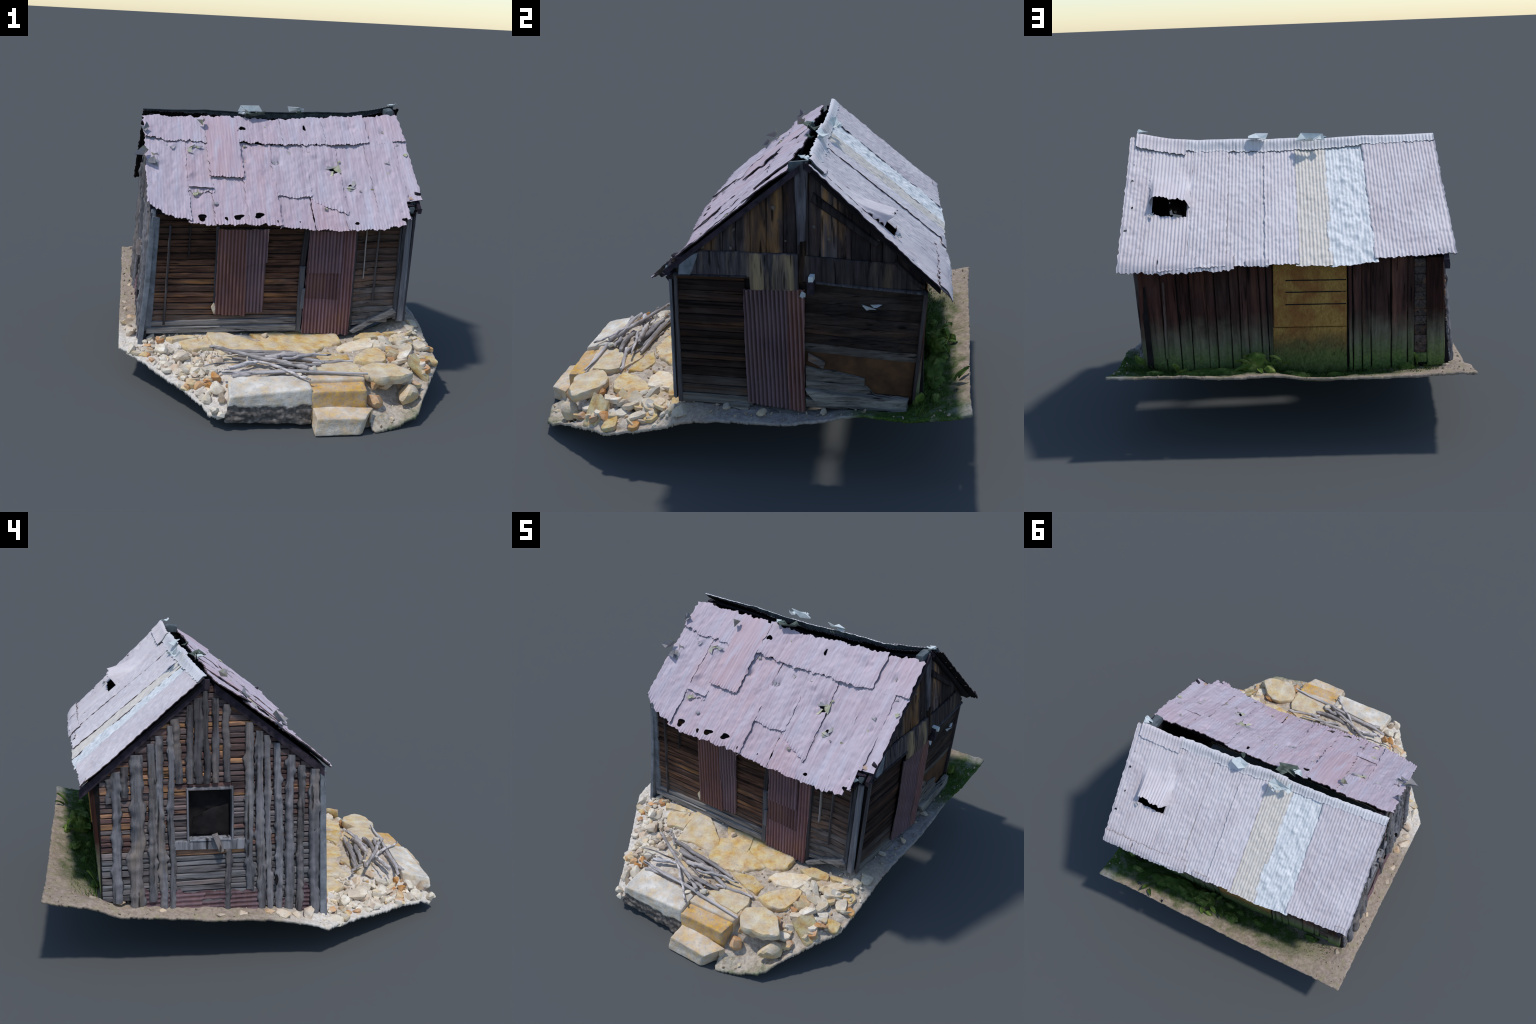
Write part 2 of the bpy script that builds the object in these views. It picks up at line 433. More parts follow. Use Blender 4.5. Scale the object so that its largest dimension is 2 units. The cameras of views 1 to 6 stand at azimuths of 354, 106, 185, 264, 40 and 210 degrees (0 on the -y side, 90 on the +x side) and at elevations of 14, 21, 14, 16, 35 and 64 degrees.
EAST = Wall("x", 1, lambda y, z: I(y, [-.18, .12, .35, .62, .82], [.692, .688, .684, .649, .614]) + I(z, [.27, .85, 1.3], [-.008, .013, -.034]))
WEST = Wall("x", -1, lambda y, z: I(y, [-.32, .1, .68], [-.622, -.660, -.713]) + I(z, [.17, .45, .8, 1.25], [-.014, .013, .036, .058]))
BACK = Wall("y", 1, lambda x, z: I(x, [-.71, -.5, -.27, .06, .64], [.638, .654, .686, .718, .756]) + I(z, [.3, .8], [.010, .042]))
FRONT = Wall("y", -1, lambda x, z: I(x, [-.63, .15, .42, .52, .60, .69], [-.292, -.238, -.214, -.197, -.204, -.206]) + I(x, [-.63, .69], [-.015, .03]) * I(z, [.2, .82], [0, 1]))


class Slope:
    """Roof slope ruled between a top line and an eave line; (s, d) run west-east and down."""
    def __init__(self, top, eave, up_sign):
        self.t, self.e = np.array(top), np.array(eave)
        self.k = up_sign

    def _line(self, pts, s):
        par = (pts[:, 0] - pts[0, 0]) / (pts[-1, 0] - pts[0, 0])
        return np.stack([I(s, par, pts[:, i]) for i in range(3)], -1)

    def flat(self, s, d):
        s, d = np.broadcast_arrays(np.asarray(s, float), np.asarray(d, float))
        t, e = self._line(self.t, np.clip(s, 0, 1)), self._line(self.e, np.clip(s, 0, 1))
        p = t + (e - t) * d[..., None]
        p[..., 0] += (s - np.clip(s, 0, 1)) * 1.37
        return p

    def __call__(self, s, d, h):
        s, d, h = np.broadcast_arrays(np.asarray(s, float), np.asarray(d, float), np.asarray(h, float))
        n = np.cross(self.flat(np.clip(s, .08, .92) + .08, d) - self.flat(np.clip(s, .08, .92) - .08, d), self.flat(s, d + .1) - self.flat(s, d - .1))
        n /= np.linalg.norm(n, axis=-1, keepdims=True)
        n *= np.sign(n[..., 2:3])
        return self.flat(s, d) + n * h[..., None]


RF = Slope([(-.657, .158, 1.222), (-.37, .190, 1.223), (-.224, .200, 1.222), (-.046, .212, 1.211), (.229, .246, 1.222), (.413, .264, 1.239), (.678, .301, 1.262)],
           [(-.615, -.345, .836), (-.55, -.362, .802), (-.499, -.368, .790), (-.333, -.361, .785), (-.039, -.319, .777), (.272, -.284, .758), (.432, -.276, .760), (.60, -.278, .780), (.744, -.285, .808)], 1)
RB = Slope([(-.668, .212, 1.240), (-.35, .257, 1.234), (-.155, .276, 1.220), (-.016, .282, 1.218), (.105, .308, 1.218), (.423, .343, 1.233), (.52, .362, 1.250), (.708, .387, 1.294)],
           [(-.730, .727, .801), (-.393, .775, .794), (-.223, .799, .783), (-.089, .814, .784), (.037, .829, .788), (.351, .874, .788), (.509, .888, .782), (.682, .903, .800)], 1)


def roof_z(side_x, y):
    """Underside height of the roof above a gable wall at depth y."""
    out = []
    for r in (RF, RB):
        s = (side_x + .66) / 1.33
        p, q = r.flat(s, 0.0), r.flat(s, 1.0)
        out.append(p[2] + (q[2] - p[2]) * (y - p[1]) / (q[1] - p[1]))
    return np.minimum(out[0], out[1])


def edges(n, e=0.04):
    return np.concatenate([[0, e], np.linspace(0, 1, n + 1)[1:-1] * (1 - 2 * e) + e, [1 - e, 1]])


def board(name, wall, quad, h0, h1, mat, parent, n=(12, 3), rough=0.0016, wob=0.002, cham=0.35, top_cut=None, bend=0.0, **props):
    """Plank on a wall. quad = (a, z) corners: bottom left, bottom right, top right, top left."""
    seed = int(RNG.integers(1e6))
    Q = np.array(quad, float)
    L, H = np.linalg.norm(Q[1] - Q[0]), np.linalg.norm(Q[3] - Q[0])
    u = edges(n[0], min(.25, .0035 / max(L, 1e-4)))[:, None]
    v = edges(n[1], min(.25, .0035 / max(H, 1e-4)))[None, :]
    P = (Q[0] * ((1 - u) * (1 - v))[..., None] + Q[1] * (u * (1 - v))[..., None] + Q[2] * (u * v)[..., None] + Q[3] * ((1 - u) * v)[..., None])
    A, Z = P[..., 0], P[..., 1]
    sp = p3(A, Z, seed % 97)
    vv, uu = np.broadcast_to(v, A.shape), np.broadcast_to(u, A.shape)
    w1 = fbm(sp, 22, 3, seed)
    w2 = fbm(sp + 31.7, 22, 3, seed + 5)
    A = A + w2 * wob * (np.abs(uu - .5) * 2) ** 4
    Z = Z + w1 * wob * (np.abs(vv - .5) * 2) ** 2
    if top_cut is not None:
        Z = np.minimum(Z, top_cut(A))
    edge = ((uu < 1e-6) | (uu > 1 - 1e-6) | (vv < 1e-6) | (vv > 1 - 1e-6))
    h = h1 + fbm(sp + 7, 40, 3, seed + 9) * rough - edge * cham * (h1 - h0) + bend * (np.sin(np.pi * uu) - .5)
    return shell(name, wall(A, Z, h), wall(A, Z, np.full_like(A, h0)), None, mat, parent, **props)


def corrugated(name, surf, quad, h, mats, parent, period=.0155, amp=.0022, thick=.003, across=0, per=6, rows=30, warp=.003,
               jag=.006, sag=None, holes=(), bumps=(), cut=None, hfun=None, phase=0.0, scale=(1, 1), lip=0.0, crumple=0.0, **props):
    """Corrugated sheet on a surface; quad in surface coordinates, scale turns them into metres."""
    seed = int(RNG.integers(1e6))
    Q = np.array(quad, float)
    S = np.array(scale)
    La = max(np.linalg.norm((Q[1] - Q[0]) * S), np.linalg.norm((Q[2] - Q[3]) * S))
    Lb = max(np.linalg.norm((Q[3] - Q[0]) * S), np.linalg.norm((Q[2] - Q[1]) * S))
    if across == 0:
        nu, nv = max(8, int(La / period * per)), rows
    else:
        nu, nv = rows, max(8, int(Lb / period * per))
    u, v = np.linspace(0, 1, nu)[:, None], np.linspace(0, 1, nv)[None, :]
    P = (Q[0] * ((1 - u) * (1 - v))[..., None] + Q[1] * (u * (1 - v))[..., None] + Q[2] * (u * v)[..., None] + Q[3] * ((1 - u) * v)[..., None])
    A, B = P[..., 0].copy(), P[..., 1].copy()
    uu, vv = np.broadcast_to(u, A.shape), np.broadcast_to(v, A.shape)
    sp = p3(A * S[0], B * S[1], seed % 89)
    run = (A * S[0] if across == 0 else B * S[1])
    B = B + jag / S[1] * fbm(sp * np.array([1, .12, 1]), 55, 3, seed) * (np.abs(vv - .5) * 2) ** 10
    A = A + jag * .6 / S[0] * fbm(sp * np.array([.12, 1, 1]), 55, 3, seed + 3) * (np.abs(uu - .5) * 2) ** 10
    rims = []
    for (a, b, ra, rb) in holes:  # grid points inside a hole move out to its rim, so the edge is smooth
        ea, eb = (A - a) * S[0] / ra, (B - b) * S[1] / rb
        th, rad = np.arctan2(eb, ea), np.hypot(ea, eb)
        rim = 1 + .25 * np.sin(2 * th + a * 90) + .18 * np.sin(3 * th + b * 70)
        inn = rad < rim
        rims.append(inn)
        A = np.where(inn, a + np.cos(th) * rim * ra / S[0], A)
        B = np.where(inn, b + np.sin(th) * rim * rb / S[1], B)
    hh = h + amp * np.cos(2 * np.pi * run / period + phase) * (1 + .35 * vnoise(sp, 9, seed + 8)) + warp * fbm(sp, 6, 3, seed + 1) + warp * .45 * fbm(sp, 45, 3, seed + 2)
    hh = hh + lip * np.cos(2 * np.pi * run / period + phase) * np.clip((vv - .93) / .07, 0, 1)
    if crumple:
        hh = hh + crumple * (np.abs(fbm(sp, 26, 3, seed + 6)) * 2 - .5) + crumple * .8 * fbm(sp * np.array([1, 1, 1]), 75, 2, seed + 7)
    for (a, b, r, dep) in bumps:
        dist = np.hypot((A - a) * S[0], (B - b) * S[1]) / r
        hh = hh + dep * np.exp(-dist ** 2) * (1 + .5 * vnoise(sp, 60, seed + 4))
    if hfun is not None:
        hh = hh + hfun(A, B)
    mask = np.ones((nu - 1, nv - 1), bool)
    Ac, Bc = (A[1:, 1:] + A[:-1, :-1]) / 2, (B[1:, 1:] + B[:-1, :-1]) / 2
    for inn in rims:
        mask &= ~(inn[1:, 1:] & inn[:-1, 1:] & inn[1:, :-1] & inn[:-1, :-1])
    if cut is not None:
        mask &= cut(Ac, Bc)
    return shell(name, surf(A, B, hh), surf(A, B, hh - thick), mask, mats, parent, sharp=50, **props)


def tube(name, pts, radii, mat, parent, seg=10, n=40, knots=6, rough=.12, flat=None, knot_size=.35, cap=True, **props):
    """Round stick or pole through control points, with bumps at knots."""
    seed = int(RNG.integers(1e6))
    pts = np.array(pts, float)
    k = np.linspace(0, 1, len(pts))
    t = np.linspace(0, 1, n)
    if len(pts) > 2:  # smooth through the control points
        c = np.stack([I(t, k, pts[:, i]) for i in range(3)], -1)
        for _ in range(4):
            c[1:-1] = (c[:-2] + 2 * c[1:-1] + c[2:]) / 4
    else:
        c = pts[0] + (pts[1] - pts[0]) * t[:, None]
    R = I(t, np.linspace(0, 1, len(radii)), radii)
    L = np.linalg.norm(pts[-1] - pts[0])
    d = np.gradient(c, axis=0)
    d /= np.linalg.norm(d, axis=1, keepdims=True)
    ref = np.array([1.0, 0, 0]) if abs(d[0, 0]) < .8 else np.array([0, 0, 1.0])
    s1 = np.cross(d, ref)
    s1 /= np.linalg.norm(s1, axis=1, keepdims=True)
    s2 = np.cross(d, s1)
    ang = np.linspace(0, 2 * np.pi, seg, endpoint=False)
    ring = np.cos(ang)[None, :, None] * s1[:, None] + np.sin(ang)[None, :, None] * s2[:, None]
    base = c[:, None] + ring * R[:, None, None]
    nz = fbm(base, 1.1 / np.mean(R), 3, seed) * rough * 1.6 + fbm(np.repeat(c[:, None], seg, 1), .35 / np.mean(R), 2, seed + 3) * rough
    g = np.random.default_rng(seed)
    for _ in range(knots):
        kt, ka = g.uniform(.03, .97), g.uniform(0, 2 * np.pi)
        da = np.angle(np.exp(1j * (ang - ka)))
        nz = nz + knot_size * g.uniform(.5, 1.2) * np.exp(-((t[:, None] - kt) * L / (R[:, None] * .75)) ** 2 - (da[None] / .7) ** 2)
    V = c[:, None] + ring * (R[:, None] * (1 + nz))[..., None]
    idx = np.arange(n * seg).reshape(n, seg)
    a, b = idx[:-1], idx[1:]
    f = np.stack([a, np.roll(a, -1, 1), np.roll(b, -1, 1), b], -1).reshape(-1, 4)
    V = V.reshape(-1, 3)
    if flat is not None:
        V = flat(V)
    faces = f.tolist() + [idx[0, ::-1].tolist(), idx[-1].tolist()]
    ob = add(name, V, faces, mat, parent, None, 45, **props)
    bm = bmesh.new()
    bm.from_mesh(ob.data)
    bmesh.ops.recalc_face_normals(bm, faces=bm.faces)
    bm.to_mesh(ob.data)
    bm.free()
    return ob


def _ico(sub):
    bm = bmesh.new()
    bmesh.ops.create_icosphere(bm, subdivisions=sub, radius=1)
    v = np.array([x.co[:] for x in bm.verts])
    f = [[x.index for x in y.verts] for y in bm.faces]
    bm.free()
    return v / np.linalg.norm(v, axis=1, keepdims=True), f


ICO = {s: _ico(s) for s in (2, 3, 4)}


def rot(rx, ry, rz):
    cx, sx, cy, sy, cz, sz = math.cos(rx), math.sin(rx), math.cos(ry), math.sin(ry), math.cos(rz), math.sin(rz)
    X = np.array([[1, 0, 0], [0, cx, -sx], [0, sx, cx]])
    Y = np.array([[cy, 0, sy], [0, 1, 0], [-sy, 0, cy]])
    Z = np.array([[cz, -sz, 0], [sz, cz, 0], [0, 0, 1]])
    return Z @ Y @ X


def rock_verts(seed, sub=3, planes=10, sharpness=28, noise=.035):
    """Angular rock: smooth minimum over random cutting planes."""
    g = np.random.default_rng(seed)
    dirs, f = ICO[sub]
    n = g.normal(size=(planes, 3))
    n /= np.linalg.norm(n, axis=1, keepdims=True)
    off = g.uniform(.50, 1.0, planes)
    dn = np.maximum(dirs @ n.T, 1e-3) / off
    r = np.sum(np.maximum(dn, .62) ** sharpness, axis=1) ** (-1 / sharpness)
    r = r * (1 + noise * fbm(dirs, 3.0, 3, seed))
    v = dirs * r[:, None]
    v /= np.abs(v).max(axis=0)
    return v, f


def rock(name, c, size, parent, seed=None, tilt=.25, rz=None, sub=3, mat="stone", planes=11, **props):
    seed = int(RNG.integers(1e6)) if seed is None else seed
    g = np.random.default_rng(seed + 1)
    v, f = rock_verts(seed, sub, planes)
    v = v * np.array(size)
    R = rot(g.uniform(-tilt, tilt), g.uniform(-tilt, tilt), g.uniform(0, 6.28) if rz is None else rz)
    v = v @ R.T + np.array(c)
    if parent is GROUND:  # nothing hangs out below the ground sheet
        v[:, 2] = np.maximum(v[:, 2], ground_z(v[:, 0], v[:, 1]) - .010)
    return add(name, v, f, mat, parent, None, 28, **props)


def flagstone(name, poly, ztop, thick, parent, tiltx=0.0, tilty=0.0, mat="stone", rough=.004, res=.011, **props):
    """Flat stone with an irregular outline: rings from the rim to the middle."""
    seed = int(RNG.integers(1e6))
    P = np.array(poly, float)
    c = P.mean(0)
    seg = []
    for i in range(len(P)):
        a, b = P[i], P[(i + 1) % len(P)]
        k = max(2, int(np.linalg.norm(b - a) / res))
        seg.append(a + (b - a) * np.linspace(0, 1, k, endpoint=False)[:, None])
    B = np.concatenate(seg)
    B = (np.roll(B, 1, 0) + 4 * B + np.roll(B, -1, 0)) / 6
    B = c + (B - c) * 1.05
    B = B + np.stack([fbm(p3(B[:, 0], B[:, 1], 1), 28, 3, seed), fbm(p3(B[:, 0], B[:, 1], 2), 28, 3, seed + 1)], -1) * .007
    zt = ztop if callable(ztop) else (lambda x, y: ztop + (x - c[0]) * tiltx + (y - c[1]) * tilty)
    rings = []
    for fac, dz in ((.93, -1.0), (1.01, -.75), (1.02, -.35), (.995, -.10), (.965, 0), (.85, 0), (.68, 0), (.48, 0), (.27, 0), (.1, 0)):
        q = c + (B - c) * fac
        z = zt(q[:, 0], q[:, 1]) + dz * thick
        sp = np.stack([q[:, 0], q[:, 1], z], -1)
        if dz == 0:
            z = z + rough * fbm(sp, 16, 4, seed + 2) + .0012 * fbm(sp, 90, 2, seed + 7)
        else:
            q = q + (q - c) / np.linalg.norm(q - c, axis=1, keepdims=True) * (fbm(sp, 50, 3, seed + 3) * .004)[:, None]
        rings.append(np.concatenate([q, z[:, None]], 1))
    V = np.concatenate(rings)
    V[:, 2] = np.maximum(V[:, 2], ground_z(V[:, 0], V[:, 1]) - .010)
    m, k = len(B), len(rings)
    idx = np.arange(k * m).reshape(k, m)
    a, b = idx[:-1], idx[1:]
    f = np.stack([a, np.roll(a, -1, 1), np.roll(b, -1, 1), b], -1).reshape(-1, 4).tolist()
    f += [idx[-1].tolist(), idx[0, ::-1].tolist()]
    ob = add(name, V, f, mat, parent, None, 40, **props)
    bm = bmesh.new()
    bm.from_mesh(ob.data)
    bmesh.ops.recalc_face_normals(bm, faces=bm.faces)
    bm.to_mesh(ob.data)
    bm.free()
    return ob


def hexa(name, corners, mat, parent, cuts=12, bevel=.08, rough=.003, nscale=25, extra=None, **props):
    """Rounded block between eight corners (bottom ring then top ring, counter-clockwise)."""
    seed = int(RNG.integers(1e6))
    bm = bmesh.new()
    bmesh.ops.create_cube(bm, size=2)
    bmesh.ops.subdivide_edges(bm, edges=bm.edges, cuts=cuts, use_grid_fill=True)
    p = np.array([v.co[:] for v in bm.verts])
    f = [[x.index for x in y.verts] for y in bm.faces]
    bm.free()
    C = np.array(corners, float)
    L = np.array([np.linalg.norm(C[1] - C[0]), np.linalg.norm(C[3] - C[0]), np.linalg.norm(C[4] - C[0])])
    r = np.minimum(bevel * L.min() / L * 2, .5)
    inner = np.clip(p, -1 + r, 1 - r)
    d = (p - inner) / r
    n = np.linalg.norm(d, axis=1, keepdims=True)
    p = inner + np.where(n > 1e-6, d / np.maximum(n, 1e-6) * np.minimum(n, 1), 0) * r
    u, v, w = ((p + 1) / 2).T
    W = [(1 - u) * (1 - v) * (1 - w), u * (1 - v) * (1 - w), u * v * (1 - w), (1 - u) * v * (1 - w),
         (1 - u) * (1 - v) * w, u * (1 - v) * w, u * v * w, (1 - u) * v * w]
    X = sum(wi[:, None] * ci for wi, ci in zip(W, C))
    nrm = X - C.mean(0)
    nrm /= np.linalg.norm(nrm, axis=1, keepdims=True)
    X = X + nrm * (fbm(X, nscale, 4, seed) * rough)[:, None]
    if extra:
        X = extra(X)
    return add(name, X, f, mat, parent, None, 40, **props)


def shard(name, c, size, mat, parent, n=6, spread=1.0, lift=.5, normal=None, **props):
    """Crumpled flake: a fan of bent thick facets."""
    seed = int(RNG.integers(1e6))
    g = np.random.default_rng(seed)
    ang = np.sort(g.uniform(0, 2 * np.pi, n))
    r = g.uniform(.45, 1.1, n) * size
    x, y = np.cos(ang) * r * spread, np.sin(ang) * r
    z = g.uniform(-.15, lift, n) * size
    top = np.concatenate([[[0, 0, g.uniform(-.4, .2) * size]], np.stack([x, y, z], -1)])
    if normal is not None:
        nn = np.array(normal) / np.linalg.norm(normal)
        ax = np.cross([0, 1, 0], nn)
        ax /= np.linalg.norm(ax)
        ay = np.cross(nn, ax)
        top = top @ np.stack([ax, ay, nn])
        dn = nn
    else:
        dn = np.array([0, 0, 1.0])
    V = np.concatenate([top + c, top + c - dn * .0025])
    m = n + 1
    f = []
    for i in range(n):
        j = 1 + (i + 1) % n
        i1 = 1 + i
        f += [[0, i1, j], [m, m + j, m + i1], [i1, m + i1, m + j, j]]
    return add(name, V, f, mat, parent, None, 15, **props)


def inside(x, y, poly):
    poly = np.array(poly)
    res = np.zeros(np.shape(x), bool)
    for (x0, y0), (x1, y1) in zip(poly, np.roll(poly, -1, 0)):
        cond = (y0 > y) != (y1 > y)
        with np.errstate(divide="ignore", invalid="ignore"):
            xi = (x1 - x0) * (y - y0) / (y1 - y0 + 1e-12) + x0
        res ^= cond & (x < xi)
    return res


# ------------------------------------------------------------------ ground
GP = np.array([  # x, y, height
    (-.80, .89, .345), (-.788, .61, .264), (-.778, .41, .244), (-.768, .19, .222), (-.759, -.02, .213), (-.753, -.155, .195), (-.745, -.32, .146),
    (-.713, .66, .302), (-.70, .48, .266), (-.68, .26, .246), (-.66, .03, .226), (-.642, -.20, .200), (-.633, -.31, .172),
    (.74, .98, .363), (.746, .84, .328), (.758, .586, .325), (.772, .265, .260), (.786, -.02, .248), (.796, -.244, .195), (.806, -.467, .150),
    (.69, -.176, .258), (.682, -.03, .268), (.675, .116, .268), (.663, .342, .266), (.654, .50, .286), (.642, .74, .300),
    (.611, .975, .359), (.45, .965, .357), (.18, .948, .347), (-.02, .935, .346), (-.32, .917, .337), (-.62, .897, .339),
    (.627, .764, .315), (.394, .746, .286), (.174, .729, .271), (-.12, .706, .266), (-.41, .683, .278), (-.69, .662, .285),
    (-.1, .82, .290), (-.4, .80, .300), (.12, .80, .316), (.3, .84, .312), (.45, .85, .310), (.6, .87, .325),
    (-.62, -.484, .128), (-.484, -.664, .104), (-.358, -.831, .078), (-.31, -.91, .050),
    (-.615, -.30, .178), (-.35, -.30, .200), (-.135, -.28, .198), (.12, -.26, .198), (.35, -.24, .182), (.60, -.21, .215),
    (-.547, -.425, .148), (-.43, -.424, .170), (-.287, -.45, .172), (.094, -.336, .181), (.307, -.415, .184), (.50, -.38, .190), (.55, -.44, .184),
    (.39, -.58, .182), (.20, -.60, .187), (-.10, -.67, .184), (-.30, -.58, .172), (-.456, -.514, .138), (-.285, -.74, .135), (.10, -.76, .178),
    (.38, -.72, .155), (.62, -.60, .158), (.750, -.580, .128), (.65, -.29, .205), (.715, -.65, .108), (.612, -.856, .042), (.656, -.767, .075),
    (.568, -.732, .045), (.416, -.90, .028), (.477, -.783, .060), (-.24, -.87, .095), (.12, -.85, .11), (.25, -.85, .07)])


def _tps(pts):
    n = len(pts)
    d = np.linalg.norm(pts[:, None, :2] - pts[None, :, :2], axis=-1)
    K = np.where(d > 0, d ** 2 * np.log(d + 1e-12), 0) + np.eye(n) * 2e-4
    Pm = np.concatenate([np.ones((n, 1)), pts[:, :2]], 1)
    A = np.block([[K, Pm], [Pm.T, np.zeros((3, 3))]])
    return np.linalg.solve(A, np.concatenate([pts[:, 2], np.zeros(3)]))


_W = _tps(GP)


def ground_z(x, y):
    x, y = np.broadcast_arrays(np.asarray(x, float), np.asarray(y, float))
    out = _W[-3] + _W[-2] * x + _W[-1] * y
    for (px, py, _), w in zip(GP, _W):
        d2 = (x - px) ** 2 + (y - py) ** 2
        out = out + w * .5 * d2 * np.log(d2 + 1e-12)
    return out


OUTLINE = [(-.805, .90), (-.790, .61), (-.782, .41), (-.772, .19), (-.764, -.02), (-.757, -.155), (-.748, -.325), (-.70, -.385), (-.62, -.488), (-.484, -.668),
           (-.365, -.832), (-.325, -.90), (-.27, -.935), (-.20, -.88), (.10, -.85), (.14, -.86), (.38, -.85), (.40, -.945), (.425, -.945), (.612, -.862), (.640, -.815), (.660, -.767), (.695, -.70), (.730, -.625), (.752, -.586), (.808, -.467),
           (.798, -.244), (.788, -.02), (.775, .265), (.760, .586), (.750, .84), (.748, 1.000), (.60, .982), (.45, .972), (-.02, .946), (-.62, .905)]
HOLE = [(-.655, .570), (-.59, -.25), (.38, -.185), (.645, -.110), (.645, .33), (.585, .715)]

gx = np.arange(-.83, .84, .0075)
gy = np.arange(-1.0, 1.03, .0075)
X, Y = np.meshgrid(gx, gy, indexing="ij")
Zg = ground_z(X, Y)
sp = p3(X, Y)
rubble = np.clip(I(Y, [-.35, -.2], [1, 0]), 0, 1)
Zg = Zg + fbm(sp, 14, 4, 3) * (.007 + .008 * rubble) + np.abs(fbm(sp, 40, 3, 4)) * .010 * rubble + fbm(sp, 70, 2, 5) * .002
wx, wy = X + fbm(sp, 40, 2, 8) * .006, Y + fbm(sp, 40, 2, 9) * .006
vm = inside(wx, wy, OUTLINE) & ~inside(X, Y, HOLE)
cm = vm[1:, 1:] & vm[:-1, 1:] & vm[1:, :-1] & vm[:-1, :-1]
# small gaps in the sheet that the scan left open
for (hx, hy, hr) in ((.52, .925, .016), (-.70, -.10, .012), (.345, .952, .006)):
    cm &= np.hypot((X[1:, 1:] - hx), (Y[1:, 1:] - hy) * 1.6) > hr
# rim points slide onto the outline, with a saw-tooth left by the cut
used_v = np.zeros(X.shape, int)
for di in (0, 1):
    for dj in (0, 1):
        used_v[di:di + cm.shape[0], dj:dj + cm.shape[1]] += cm
rim = (used_v > 0) & (used_v < 4)
ri, rj = np.nonzero(rim)
px, py = X[ri, rj], Y[ri, rj]
best, bx, by = np.full(px.shape, 9.0), px.copy(), py.copy()
for (x0, y0), (x1, y1) in zip(OUTLINE, OUTLINE[1:] + OUTLINE[:1]):
    ex, ey_ = x1 - x0, y1 - y0
    t_ = np.clip(((px - x0) * ex + (py - y0) * ey_) / (ex * ex + ey_ * ey_), 0, 1)
    qx, qy = x0 + t_ * ex, y0 + t_ * ey_
    dd_ = np.hypot(px - qx, py - qy)
    b_ = dd_ < best
    best, bx, by = np.where(b_, dd_, best), np.where(b_, qx, bx), np.where(b_, qy, by)
near = best < .020
saw = RNG.uniform(.35, 1.0, px.shape)
X, Y = X.copy(), Y.copy()
X[ri[near], rj[near]] = (px + (bx - px) * saw)[near]
Y[ri[near], rj[near]] = (py + (by - py) * saw)[near]
top = np.stack([X, Y, Zg], -1)
bot = top - np.array([0, 0, .012])
bot[..., 2] = np.maximum(bot[..., 2], .0)
top[..., 2] = np.maximum(top[..., 2], bot[..., 2] + .006)
GROUND = shell("ground", top, bot, cm, "ground", ROOT, sharp=0)

# ------------------------------------------------------------------ linings (parts that carry the boards)
def lining(name, wall, a0, a1, z0, z1, top_cut=None, hole=None, h=(-.028, -.004), na=60, nz=60):
    a, z = np.meshgrid(np.linspace(a0, a1, na), np.linspace(0, 1, nz), indexing="ij")
    zl = z0(a) if callable(z0) else z0
    zt = top_cut(a) if top_cut else z1
    z = zl + (zt - zl) * z
    mask = None
    if hole:
        ac, zc = (a[1:, 1:] + a[:-1, :-1]) / 2, (z[1:, 1:] + z[:-1, :-1]) / 2
        mask = ~((ac > hole[0]) & (ac < hole[1]) & (zc > hole[2]) & (zc < hole[3]))
    return shell(name, wall(a, z, h[1]), wall(a, z, h[0]), mask, "dark", ROOT)


cut_w = lambda a: roof_z(-.62, a) - .030
cut_e = lambda a: roof_z(.66, a) - .026
FRONT_WALL = lining("front_wall", FRONT, -.60, .68, lambda a: I(a, [-.6, .4, .68], [.22, .235, .29]), .80)
BACK_WALL = lining("back_wall", BACK, -.675, .61, .275, .80)
EAST_WALL = lining("gable_wall", EAST, -.165, .80, lambda a: I(a, [-.17, .8], [.285, .325]), 1, cut_e)
WEST_WALL = lining("gable_wall", WEST, -.30, .66, lambda a: I(a, [-.3, .66], [.20, .30]), 1, cut_w, (.100, .282, .542, .757), na=90, nz=70)

# ------------------------------------------------------------------ front wall
zrow = .245
zs = [.245]
while zs[-1] < .79:
    zs.append(zs[-1] + RNG.uniform(.026, .036))
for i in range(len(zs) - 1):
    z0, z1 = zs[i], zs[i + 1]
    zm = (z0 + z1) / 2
    tone = I(zm, [.25, .40, .53, .60, .80], [1.0, .95, .85, .50, .34]) * RNG.uniform(.75, 1.25)  # upper planks darkened to paint in the shadow under the eave
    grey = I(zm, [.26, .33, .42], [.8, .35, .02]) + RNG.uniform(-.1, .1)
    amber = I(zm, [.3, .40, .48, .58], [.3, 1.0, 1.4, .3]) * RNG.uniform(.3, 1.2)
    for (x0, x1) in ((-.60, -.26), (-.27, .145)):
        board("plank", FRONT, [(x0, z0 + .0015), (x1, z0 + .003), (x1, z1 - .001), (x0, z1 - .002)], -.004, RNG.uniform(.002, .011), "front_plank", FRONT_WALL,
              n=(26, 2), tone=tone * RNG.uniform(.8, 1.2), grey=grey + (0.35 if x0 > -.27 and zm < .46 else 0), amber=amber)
# right bay: boards tilt a little and come apart
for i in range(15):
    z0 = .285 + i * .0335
    tone = I(z0, [.3, .45, .6, .8], [.95, .8, .55, .45]) * RNG.uniform(.75, 1.2)  # tone falls with height: baked eave shade on this bay too
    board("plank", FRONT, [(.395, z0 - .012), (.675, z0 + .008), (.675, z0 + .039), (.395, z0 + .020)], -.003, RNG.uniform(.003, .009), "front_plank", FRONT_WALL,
          n=(18, 2), tone=tone, grey=I(z0, [.3, .5, .7], [.85, .4, .25]) + RNG.uniform(-.15, .2), amber=RNG.uniform(0, .5))
